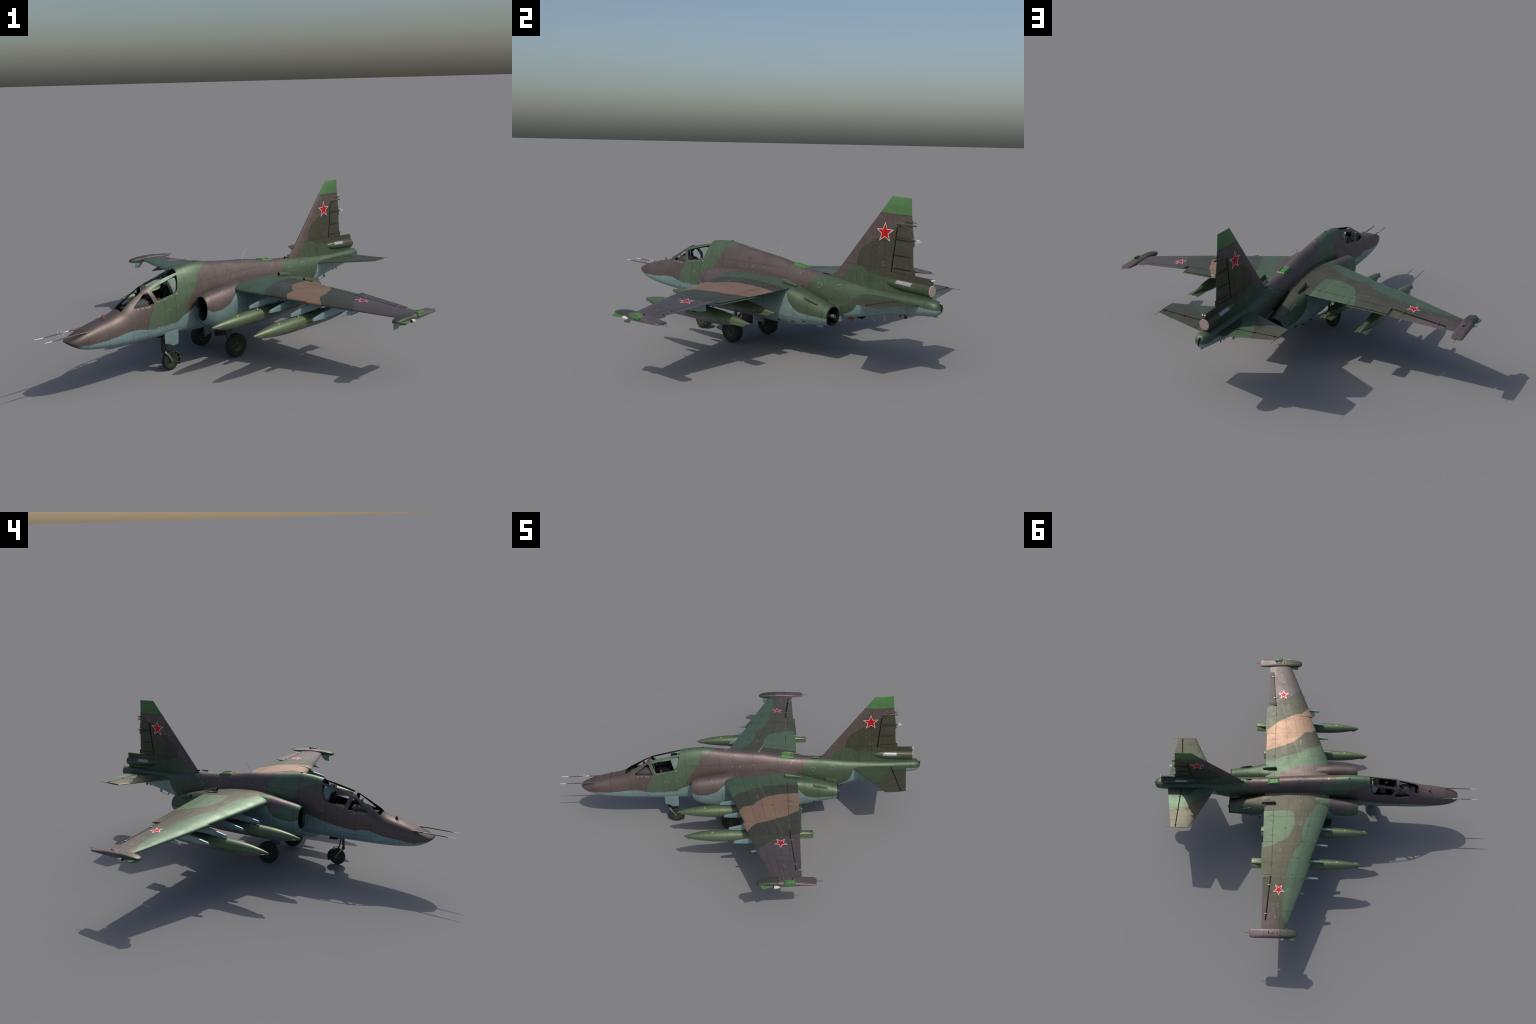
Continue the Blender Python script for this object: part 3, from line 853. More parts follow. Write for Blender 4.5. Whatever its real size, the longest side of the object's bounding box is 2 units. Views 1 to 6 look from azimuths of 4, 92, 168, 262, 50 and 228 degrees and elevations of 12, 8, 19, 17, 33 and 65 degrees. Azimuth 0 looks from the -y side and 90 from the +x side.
for s in (1, -1):
    xs_n = [.463, .4615, .458, .45, .44, .43] + [.42 - .0205 * i for i in range(43)] + [-.472]
    xs_n = sorted(set(round(v, 4) for v in xs_n if v >= -.472), reverse=True)
    nac = add("engine_nacelle", loft("engine_nacelle", [nac_ring(x, s) for x in xs_n], (False, False), mats=[M_NAC[s]]))
    lip = []
    for x, o in [(.463, 0), (.4642, .0010), (.4642, .002), (.462, .0032), (.455, .0042), (.44, .005)]:
        cx = min(x, .463); lip.append([(x, y, z) for _, y, z in nac_ring(cx, s, o)])
    add("intake_lip", loft("intake_lip", lip, (False, False), mats=[M_BLUE if 0 else M_NAC[s]]), nac)
    duct = []
    for x, k in [(.44, 1), (.38, .98), (.25, .95), (.14, .93)]:
        base = nac_ring(.463, s, .005)
        cy, cz = .137 * s, .3255
        duct.append([(x, cy + (y - cy) * k, cz + (z - cz) * k) for _, y, z in base])
    add("intake_duct", loft("intake_duct", duct, (False, True), mats=[M_BLACK]), nac)
    # exhaust: dark lip, pipe and centre body
    cy, cz = .125 * s, .260
    noz = lathe("exhaust_nozzle", [(-.40, .047), (-.472, .0495), (-.478, .0480), (-.478, .0455), (-.465, .0445), (-.44, .0435), (-.38, .043), (-.38, .001)], 'x', 48, mats=[M_BLACK])
    add("exhaust_nozzle", noz, nac, loc=(0, cy, cz))
    cone = lathe("exhaust_cone", [(-.38, .026), (-.41, .022), (-.435, .0135), (-.455, .0105), (-.484, .0095), (-.486, .0085), (-.486, .0062), (-.47, .006), (-.47, .0005)], 'x', 32, mats=[M_STRUT])
    add("exhaust_cone", cone, nac, loc=(0, cy, cz))
    # fairing plate between nozzle and tail
    add("jet_shield", prism("jet_shield", rounded([(-.40, .235), (-.40, .325), (-.478, .3085), (-.478, .222)], .006), 'y', .052 * s, .078 * s, .003, mats=[M_NAC[s]]), nac)
    # cooling-air scoops
    for (x0, y0, z0, L, w, h, tilt) in [(-.138, .137, .4015, .10, .0095, .013, -.12), (-.321, .170, .3405, .085, .0075, .012, -.22)]:
        rings = []
        for i in range(9):
            t = i / 8; ww = w * (1 - t * .55); hh = h * (1 - t ** 1.7) + .0008
            xx = x0 - L * t; zz = z0 + tilt * L * t * 1.0
            rings.append([(xx, y0 * s + ww * cos(a), zz - .006 + (hh + .006) * max(0, sin(a)) ** .7) if sin(a) >= 0 else (xx, y0 * s + ww * cos(a), zz - .006)
                          for a in [2 * pi * k / 20 for k in range(20)]])
        sc = add("cooling_scoop", loft("cooling_scoop", rings, mats=[M_NAC[s]]), nac)
        mouth = [[(x0 + d, y0 * s + (w - .0015) * cos(a), z0 - .004 + (h - .0015 + .004) * max(0, sin(a)) ** .7) for a in [2 * pi * k / 20 for k in range(20)]] for d in (-.001, .0008)]
        add("scoop_mouth", loft("scoop_mouth", mouth, mats=[M_BLACK]), sc)
    for x0 in (-.16, -.25, -.32):
        add("drain_louvre", box("drain_louvre", (x0, NYC(x0) * s + NW(x0) * .80 * s, NZB(x0) + .022), (.018, .008, .004), .001, mats=[M_DARK]), nac)
    add("belly_strake", box("belly_strake", (-.39, .125 * s, .196), (.04, .004, .012), .001, mats=[M_BLUE]), nac)

# ------------------------------------------------------------------ WINGS
def airfoil(u, t, camber=.012):
    """half thickness profile and camber line at chord fraction u"""
    y = 5 * t * (.2969 * math.sqrt(max(u, 0)) - .126 * u - .3516 * u ** 2 + .2843 * u ** 3 - .1036 * u ** 4)
    return y, camber * 4 * u * (1 - u)


LE_IN = lambda y: .250 - (y - .19) * (.250 - .113) / (.586 - .19)
LE_OUT = lambda y: .1265 - (y - .586) * (.1265 + .037) / (1.042 - .586)
TEX = lin([(0, -.218), (.2, -.218), (.68, -.2135), (1.06, -.209)])
LEZ = lambda y: .392 - (y - .19) * .0647
TEZ = lin([(0, .377), (.19, .373), (.68, .358), (1.06, .334)])
TC = lin([(0, .105), (.19, .105), (.6, .105), (1.06, .10)])
HINGE = lin([(0, -.150), (.68, -.150), (1.0, -.1765)])


def wing_point(y, le, x, up):
    te = TEX(y); c = le - te; u = min(1, max(0, (le - x) / c))
    h, cm = airfoil(u, TC(y))
    z = LEZ(y) + (TEZ(y) - LEZ(y)) * u + cm * c + (h * c if up else -h * c)
    return z


def wing_ring(y, le, x_front, x_rear, s, k=22):
    """closed section: upper front->rear then lower rear->front"""
    pts = []
    us = [(1 - cos(pi / 2 * i / k)) for i in range(k + 1)]
    top = [x_front - (x_front - x_rear) * u for u in us]
    up = [(x, y * s, wing_point(y, le, x, True)) for x in top]
    lo = [(x, y * s, wing_point(y, le, x, False)) for x in reversed(top)]
    if abs(up[-1][2] - lo[0][2]) < 1e-5: lo[0] = (lo[0][0], lo[0][1], lo[0][2] - .0006)
    return up + lo[:-1] if x_front >= le - 1e-6 else up + lo


def surface(name, stations_, s, mats):
    """loft spanwise stations (y, le, front, rear); lower faces use the second material"""
    rings = [wing_ring(*st, s) for st in stations_]
    n = len(rings[0]); v, f = loft_data(rings)
    k = 22
    fm = []
    for i in range(len(rings) - 1):
        for j in range(n): fm.append(1 if k + 1 <= j <= n - 3 else 0)
    fm += [0, 0]
    return make_mesh(name, v, f, mats=mats, face_mats=fm, angle=40)


for s in (1, -1):
    mat = M_WL if s > 0 else M_WR
    rootle = lambda y: .250 + (.19 - y) * .05 if y < .19 else LE_IN(y)
    panels = [[(y, rootle(y), rootle(y), -.2155) for y in (.04, .10, .15, .19, .1985)],
              [(y, LE_IN(y), LE_IN(y), -.1495) for y in (.1987, .26, .34, .42, .50, .5858)],
              [(y, LE_OUT(y), LE_OUT(y), -.1495 if y < .69 else HINGE(y)) for y in (.586, .63, .683, .75, .82, .90, .9943)],
              [(y, LE_OUT(y), LE_OUT(y), TEX(y) + .0005) for y in (.9946, 1.02, 1.055)]]
    wing = add("wing", join_meshes("wing", [surface("p", p, s, []) for p in panels], [mat, M_BLUE]))
    flap = surface("flap", [(y, LE_IN(y) if y < .586 else LE_OUT(y), -.1512, TEX(y)) for y in (.2, .30, .4335)], s, [mat, M_BLUE])
    add("flap", flap, wing)
    flap = surface("flap", [(y, LE_IN(y) if y < .586 else LE_OUT(y), -.1512, TEX(y) + .0005) for y in (.435, .55, .62, .674)], s, [mat, M_BLUE])
    add("flap", flap, wing)
    # drooped trailing slip of the slotted flap
    for y0, y1, d in ((.435, .553, .012), (.556, .672, .009)):
        z0, z1 = TEZ(y0), TEZ(y1)
        ring = lambda y, z: [(-.19, y * s, z - .004), (-.208 - d * .6, y * s, z - .0035), (-.214 - d, y * s, z - .0065), (-.214 - d, y * s, z - .0078), (-.19, y * s, z - .009)]
        add("flap_vane", loft("flap_vane", [ring(y0, z0), ring(y1, z1)], mats=[M_GREENROD]), wing)
    cove = []
    for y in (.684, .78, .88, .994):
        h = HINGE(y); c = (wing_point(y, LE_OUT(y), h, True) + wing_point(y, LE_OUT(y), h, False)) / 2; t = (wing_point(y, LE_OUT(y), h, True) - c) * .72
        cove.append([(h + .004, y * s, c + t), (h - .010, y * s, c + t * .75), (h - .010, y * s, c - t * .75), (h + .004, y * s, c - t)])
    add("hinge_cove", loft("hinge_cove", cove, mats=[M_BLACK]), wing)
    # aileron: left raised, right lowered
    ail = surface("aileron", [(y, LE_OUT(y), HINGE(y) - .0055, TEX(y) + .0012) for y in (.687, .80, .90, .990)], s, [mat, M_BLUE])
    hp0 = Vector((-.150, .687 * s, wing_point(.687, LE_OUT(.687), -.155, True) - .006)); hp1 = Vector((-.1765, .99 * s, wing_point(.99, LE_OUT(.99), -.178, True) - .004))
    ang = radians(11.0) if s > 0 else radians(13.0)
    axis = (hp1 - hp0).normalized()
    rot = Matrix.Translation(hp0) @ Matrix.Rotation(ang, 4, axis) @ Matrix.Translation(-hp0)
    ail.transform(rot)
    ao = add("aileron", ail, wing)
    for y in (.75, .95):
        p = Vector((HINGE(y), y * s, wing_point(y, LE_OUT(y), HINGE(y), True)))
        add("aileron_hinge", box("aileron_hinge", (p.x - .006, p.y, p.z + .001), (.022, .005, .005), .001, mats=[M_STEEL]), ao)
    # root fillet plate at the leading edge, seen against the nacelle
    # wing fence of the dog-tooth
    add("leading_edge_step", prism("leading_edge_step", [(.126, LEZ(.586) + .004), (.126, LEZ(.586) - .006), (.09, LEZ(.586) - .014), (.09, LEZ(.586) + .012)], 'y', .5845 * s, .588 * s, .0005, mats=[mat]), wing)

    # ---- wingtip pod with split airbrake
    pw = pchip([(.043, .003), (.041, .011), (.035, .0175), (.02, .0240), (0, .028), (-.04, .0315), (-.10, .0325), (-.20, .0325), (-.265, .0325), (-.279, .030), (-.286, .025), (-.2885, .020)])
    ph = pchip([(.043, .001), (.041, .004), (.035, .008), (.02, .0125), (0, .0155), (-.04, .0185), (-.10, .0185), (-.16, .016), (-.24, .009), (-.28, .0055), (-.2885, .003)])
    pz = pchip([(.043, .336), (0, .336), (-.10, .336), (-.2885, .332)])
    pr = []
    for x in [.043, .042, .040, .036, .03, .02, .01, 0, -.02, -.04, -.06, -.08, -.10, -.12, -.14, -.16, -.18, -.20, -.22, -.24, -.255, -.265, -.272, -.278, -.283, -.287, -.2885]:
        h = ph(x); pr.append(super_ring(x, 1.0815 * s, pz(x) - h * .25, pw(x), pz(x) + h, pz(x) - h, 3.8, 2.4, 40))
    v, f = loft_data(pr)
    fm = [1 if (28 <= (i % 40) or False) and 21 <= (i % 40) <= 38 else (1 if 21 <= (i % 40) <= 38 else 0) for i in range(len(f) - 2)] + [0, 0]
    pod = add("wingtip_pod", make_mesh("wingtip_pod", v, f, mats=[M_POD, M_BLUE], face_mats=fm, angle=50), wing)
    out = 1.0815 * s
    add("pod_strake", prism("pod_strake", [(.014, .328), (.014, .2865), (-.022, .2885), (-.052, .322), (-.05, .328)], 'y', 1.0585 * s, 1.0615 * s, .0006, mats=[M_BLUE]), pod)
    # green dielectric fairings on the outer face
    rb = []
    for yy, kx in [(1.095, 1.0), (1.111, 1.0), (1.1165, .93), (1.1185, .80)]:
        rb.append([(-.1425 + cx * .0335 * kx, yy * s, .3475 + cz * .0135 * (kx if cz > 0 else kx)) for cx, cz in [(1, -.1), (.75, -1), (-.75, -1), (-1, -.1), (-.8, .8), (-.6, 1), (.6, 1), (.8, .8)]])
    if s > 0:
        add("dielectric_cover", loft("dielectric_cover", rb, mats=[M_BRIGHT], angle=25), pod)
    wedge = [[(.030, (1.0985) * s, .340), (.026, 1.098 * s, .322), (-.052, 1.106 * s, .324), (-.055, 1.108 * s, .336)],
             [(.010, 1.130 * s, .3335), (.008, 1.129 * s, .326), (-.044, 1.116 * s, .328), (-.046, 1.116 * s, .333)]]
    add("radar_warning_fairing", loft("radar_warning_fairing", wedge, mats=[M_BRIGHT], angle=20), pod)
    lamp = lathe("navigation_light", [(.012, .0035), (.011, .0085), (.006, .0098), (-.004, .0090), (-.016, .006), (-.022, .001)], 'x', 20, mats=[M_LAMP])
    lo = add("navigation_light", lamp, pod, loc=(-.066, 1.117 * s, .3285))
    add("lamp_lens", lathe("lamp_lens", [(.0128, .0005), (.0128, .0062), (.0095, .0062), (.0095, .0005)], 'x', 20, mats=[M_BLACK]), lo)
    add("pod_recess", box("pod_recess", (-.133, (out), .3542), (.030, .014, .0016), .0004, mats=[M_PURP]), pod)
    add("pod_slot", box("pod_slot", (-.098, out, .3546), (.0035, .022, .0012), .0003, mats=[M_BLACK]), pod)
    add("pod_slot", box("pod_slot", (-.157, out - .002 * s, .3535), (.008, .010, .0016), .0003, mats=[M_BLACK]), pod)
    for dz in (.004, -.003):
        add("static_wick", tube("static_wick", [((-.284, out, .331 + dz), .0009), ((-.315, out, .331 + dz), .0008), ((-.317, out, .331 + dz), .0014), ((-.320, out, .331 + dz), .0012)], 6, mats=[M_DARK]), pod)

    # ---- pylons
    base = [(.282, .318), (.2775, .329), (.272, .3325), (.196, .347), (.13, .360), (.12, .380), (-.021, .380), (-.021, .328), (.005, .3235), (.03, .319),
            (.07, .3185), (.075, .3155), (.106, .3155), (.146, .3145), (.150, .3165), (.178, .3165), (.182, .312), (.225, .3145)]
    for (px, py, pz_) in [(.282, .3125, .318), (.251, .4335, .309), (.219, .554, .304), (.184, .676, .296)]:
        poly = [(a + px - .282, b_ + pz_ - .318) for a, b_ in base]
        pyl = add("pylon", prism("pylon", poly, 'y', (py - .0058) * s, (py + .0058) * s, .0022, mats=[M_PYLON]), wing)
        add("pylon_rack", box("pylon_rack", (px - .282 + .095, py * s, pz_ - .318 + .3150), (.10, .0075, .006), .001, mats=[M_DARK]), pyl)
        for xo in ((.13, .03) if abs(py - .3125) < .01 or abs(py - .554) < .01 else ()):
            add("ejector_foot", join_meshes("ejector_foot", [tube("e", [((px - .282 + xo, (py + q * .003) * s, pz_ - .004), .0022), ((px - .282 + xo, (py + q * .015) * s, pz_ - .010), .0022), ((px - .282 + xo, (py + q * .017) * s, pz_ - .020), .003)], 6) for q in (1, -1)], [M_DARK]), pyl)
    sp = add("pylon", prism("pylon", [(.078, .3185), (.074, .3245), (.035, .338), (.03, .35), (-.09, .35), (-.07, .326), (-.04, .318), (.03, .317)], 'y', .7895 * s, .7965 * s, .0018, mats=[M_PYLON]), wing)
    add("pylon_rack", box("pylon_rack", (-.01, .793 * s, .3165), (.06, .005, .005), .001, mats=[M_DARK]), sp)

# ------------------------------------------------------------------ DROP TANKS
tank_prof = [(0, .0008), (-.001, .005), (-.006, .0075), (-.02, .0105), (-.035, .0150), (-.06, .0205), (-.09, .0258), (-.12, .0299), (-.15, .0331), (-.18, .0353), (-.21, .0368),
             (-.25, .0378), (-.30, .0380), (-.48, .0380), (-.53, .0375), (-.57, .0361), (-.61, .0333), (-.65, .0288), (-.69, .0226), (-.72, .0172), (-.75, .0117), (-.775, .0070), (-.784, .0048), (-.7865, .001)]
tank_me = lathe("drop_tank", tank_prof, 'x', 48, mats=[M_TANK])
fin_poly = [(-.672, .016), (-.700, .040), (-.7835, .040), (-.7835, .004), (-.70, .010)]
tank_fin_me = []
for q in (1, -1):
    me = prism("tank_fin", [(a, b_ * q) for a, b_ in fin_poly], 'z', -.0014, .0006, .0004, mats=[M_TANK])
    me.transform(Matrix.Rotation(radians(-14 * q), 4, 'X')); me.transform(Matrix.Translation((0, 0, .002)))
    tank_fin_me.append(me)
vane_me = []
for q in (1, -1):
    vane_me.append(prism("nose_vane", [(-.010, .004 * q), (-.020, .0195 * q), (-.034, .0235 * q), (-.050, .0205 * q), (-.050, .012 * q)], 'z', -.0055, -.0020, .0006, mats=[M_TANK]))
tip_me = lathe("tank_nose_cap", [(.0022, .0006), (.0016, .0042), (-.0035, .0078), (-.006, .0082), (-.006, .004)], 'x', 20, mats=[M_STRUT])
tail_me = lathe("tank_tail_cap", [(-.780, .0062), (-.786, .0056), (-.789, .003), (-.789, .0005)], 'x', 16, mats=[M_STRUT])
brace_me = join_meshes("sway_brace", [tube("a", [((-.313, .013, .047), .0022), ((-.313, .016, .040), .0022), ((-.313, .018, .035), .0034)], 8),
                                      tube("b", [((-.313, -.013, .047), .0022), ((-.313, -.016, .040), .0022), ((-.313, -.018, .035), .0034)], 8)], [M_STEEL])
first = True
for (tx, ty, z0, z1) in [(.5495, .314, .2725, .264), (.4885, .555, .2630, .2545)]:
    for s in (1, -1):
        o = bpy.data.objects.new("drop_tank", tank_me); link(o)
        o.location = (tx, ty * s, z0); o.rotation_euler = (0, math.atan2(z1 - z0, .784) * -1 * -1 if 0 else -math.atan2(z0 - z1, .784), 0)
        for nm, mm in [("tank_fin", tank_fin_me[0]), ("tank_fin", tank_fin_me[1]), ("nose_vane", vane_me[0]), ("nose_vane", vane_me[1]),
                       ("tank_nose_cap", tip_me), ("tank_tail_cap", tail_me), ("sway_brace", brace_me)]:
            link(bpy.data.objects.new(nm, mm), o)

# ------------------------------------------------------------------ VERTICAL FIN
FLE = lambda z: -.376 - (z - .446) * (.721 - .376) / (.880 - .446)
FTE = lin([(.40, -.872), (.51, -.870), (.75, -.8435), (.79, -.838), (.88, -.8315)])
FHI = lin([(.40, -.728), (.51, -.734), (.731, -.7575)])
FT = lin([(.40, .042), (.51, .036), (.62, .030), (.80, .017), (.88, .010)])      # full thickness


def fin_ring(z, front, rear, k=20, te=None, minh=.0):
    le, te = FLE(z), (FTE(z) if te is None else te); c = le - te
    us = [(1 - cos(pi / 2 * i / k)) for i in range(k + 1)]
    xs_ = [front - (front - rear) * u for u in us]
    def h(x):
        u = min(1, max(0, (le - x) / c)); return max(airfoil(u, 1.0)[0] * FT(z), minh if u > .3 else 0)
    up = [(x, h(x), z) for x in xs_]; lo = [(x, -h(x) - .0003, z) for x in reversed(xs_)]
    return up + (lo[:-1] if front >= le - 1e-6 else lo)


def zslope(ring, dz):
    """tilt a fin ring: rear drops by dz per metre behind the leading edge (ribs lean aft-down)"""
    x0 = FLE(ring[0][2])
    return [(x, y, z + dz * (x - x0)) for x, y, z in ring]


st = [(.400, FLE(.400), -.968), (.46, FLE(.46), -.968), (.5225, FLE(.5225), -.9685), (.5228, FLE(.5228), FHI(.51))]
st += [(z, FLE(z), FHI(z - .01)) for z in (.57, .63, .69, .7385)]
st += [(.7388, FLE(.7388), FTE(.7335)), (.77, FLE(.77), FTE(.765)), (.800, FLE(.800), FTE(.79))]
dz_fin = .045
fin_parts = []
for grp in (st[:3], st[3:8], st[8:]):
    low = grp[0][0] < .45
    fin_parts.append(loft("f", [zslope(fin_ring(z, f, r, te=(-.975 if low else None), minh=(.006 if low else 0)), dz_fin) for z, f, r in grp]))
fin = add("vertical_fin", join_meshes("vertical_fin", fin_parts, [M_FIN]))
tip = []
for z, k in [(.8002, 1), (.83, 1), (.862, 1), (.873, .9), (.8775, .72), (.8800, .45), (.8812, .1)]:
    f = FLE(z); r = FTE(z)
    ring = zslope(fin_ring(z, f, r), dz_fin)
    if k < 1:
        ring = [(x - (.004 if i == 0 else 0) * (1 - k), y * k, zz) for i, (x, y, zz) in enumerate(ring)]
    tip.append(ring)
add("fin_tip_cap", loft("fin_tip_cap", tip, mats=[M_BRIGHT], angle=40), fin)
rud = []
for z in (.507, .56, .62, .645):
    rud.append(zslope(fin_ring(z, FHI(z) - .0065, -.8565 if z > .53 else -.870), dz_fin))
rud_low = add("rudder", loft("rudder", [zslope(fin_ring(z, FHI(z) - .0065, r), dz_fin) for z, r in
                                        [(.5240, -.870), (.551, -.868), (.5515, -.858), (.59, -.855), (.656, -.851), (.6565, -.858), (.6888, -.857)]], mats=[M_FIN], angle=40), fin)
add("rudder_damper", loft("rudder_damper", [zslope(fin_ring(z, FHI(z) - .0065, r), dz_fin) for z, r in
                                            [(.691, -.853), (.71, -.850), (.7378, -.846)]], mats=[M_FIN], angle=40), fin)
for z in (.690, .612, .548):
    zz = z - .045 * .37
    add("rudder_actuator", join_meshes("rudder_actuator", [tube("a", [((-.745, .008 * q, zz + .001), .0015), ((-.76, .0105 * q, zz), .0028), ((-.79, .0095 * q, zz - .001), .002), ((-.845, .005 * q, zz - .004), .001)], 6) for q in (1, -1)], [M_DARK]), fin)
add("hinge_cove", loft("hinge_cove", [[(FHI(z) + .004, q * .55 * FT(z) * .30, z) if False else (FHI(z) + a, e * FT(z) * .20, z) for a, e in [(.004, 1), (-.012, .8), (-.012, -.8), (.004, -1)]] for z in (.508, .58, .66, .722)], mats=[M_BLACK]), fin)
# rods and lamp at the fin's trailing edge
o = add("antenna_rod", tube("antenna_rod", [((-.80, 0, .763), .0045), ((-.83, 0, .762), .0055), ((-.848, 0, .761), .0045)], 10, mats=[M_OLIV]), fin)
add("rod_tip", tube("rod_tip", [((-.848, 0, .761), .0048), ((-.862, 0, .760), .0038), ((-.866, 0, .760), .001)], 10, mats=[M_BRIGHT]), o)
o = add("antenna_rod", tube("antenna_rod", [((-.80, 0, .7475), .004), ((-.82, 0, .747), .0058), ((-.862, 0, .7435), .0045)], 10, mats=[M_PURP]), fin)
add("rod_tip", tube("rod_tip", [((-.858, 0, .7438), .0036), ((-.863, 0, .7434), .0036)], 10, mats=[M_BLACK]), o)
add("bracket_rod", tube("bracket_rod", [((-.755, .006, .744), .002), ((-.775, .0085, .7425), .0045), ((-.785, .007, .741), .003)], 8, mats=[M_DARK]), fin)
o = add("rear_probe", tube("rear_probe", [((-.765, 0, .6835), .003), ((-.86, 0, .6735), .0022), ((-.872, 0, .672), .0016)], 8, mats=[M_DARK]), fin)
parts = [tube("p", [((-.868, 0, .6725), .0022), ((-.893, 0, .669), .0012)], 8)]
for k in range(4):
    a = pi / 4 + k * pi / 2
    parts.append(tube("v", [((-.876, .001 * cos(a), .6715 + .001 * sin(a)), .0008), ((-.876, .009 * cos(a), .6715 + .009 * sin(a)), .0008)], 5))
    parts.append(tube("v", [((-.884, .009 * cos(a), .6715 + .009 * sin(a)), .0009), ((-.870, .009 * cos(a), .6715 + .009 * sin(a)), .0009)], 5))
add("angle_vane", join_meshes("angle_vane", parts, [M_WHITE]), o)
for s in (1, -1):
    o = add("tail_lamp", tube("tail_lamp", [((-.945, .003 * s, .4955), .003), ((-.962, .0065 * s, .4935), .0045), ((-.968, .0065 * s, .493), .0045)], 10, mats=[M_GREENROD]), fin)
    add("lamp_glass", lathe("lamp_glass", [(.001, .0045), (-.003, .0042), (-.0055, .0025), (-.0062, .0004)], 'x', 14, mats=[M_WHITE]), o, loc=(-.968, .0065 * s, .493))
    add("fin_nub", tube("fin_nub", [((-.735, .010 * s, .499), .002), ((-.742, .0135 * s, .4985), .0045), ((-.752, .013 * s, .498), .003)], 8, mats=[M_FIN]), fin)

# flare-dispenser tube across the fin root
tub = []
for x, r in [(-.702, .002), (-.705, .007), (-.712, .0125), (-.725, .0185), (-.745, .0235), (-.77, .0268), (-.80, .0285), (-.83, .029), (-.93, .0292), (-.967, .0292)]:
    zc = .458 + (.442 - .458) * (x + .702) / (-.968 + .702)
    tub.append(super_ring(x, 0, zc, r, zc + r, zc - r, 2.0, 2.0, 40))
ft = add("flare_dispenser", loft("flare_dispenser", tub, mats=[M_FIN]))
add("dispenser_cap", loft("dispenser_cap", [super_ring(x, 0, .442, r, .442 + r, .442 - r, 2, 2, 40) for x, r in [(-.9665, .0288), (-.9695, .0288), (-.9708, .0272)]], mats=[pod_end_material()]), ft)
GR = grille_material()
M_FRAME = plain("plate_frame", srgb(150, 150, 118), .6)
for s in (1, -1):
    a0 = radians(26); h = .0105
    for nm, hx, hh, lift, mt in [("dispenser_plate", .0435, .0095, .0006, M_FRAME), ("dispenser_plate", .0385, .0090, .0012, GR)]:
        vs = []; fs = []
        for i, x in enumerate((-.8215 + hx, -.8215 - hx)):
            zc = .458 + (.442 - .458) * (x + .702) / (-.968 + .702)
            for j in range(5):
                a = a0 + (j / 4 - .5) * 2 * hh / .029 + radians(3)
                for rr in (.0285, .0290 + lift):
                    vs.append((x - .0015 * j + .003, rr * cos(a) * s, zc + rr * sin(a)))
        for j in range(4):
            p = 2 * j; q = 10 + 2 * j
            fs += [(p + 1, p + 3, q + 3, q + 1), (p, q, q + 2, p + 2)]
        fs += [(0, 1, 11, 10), (8, 18, 19, 9), tuple([0, 2, 4, 6, 8, 9, 7, 5, 3, 1]), tuple([10, 11, 13, 15, 17, 19, 18, 16, 14, 12])]
        add(nm, make_mesh(nm, vs, fs, mats=[mt]), ft)
add("dispenser_pylon", prism("dispenser_pylon", [(-.72, .40), (-.72, .44), (-.966, .43), (-.964, .402)], 'y', -.012, .012, .003, mats=[M_FIN]), ft)

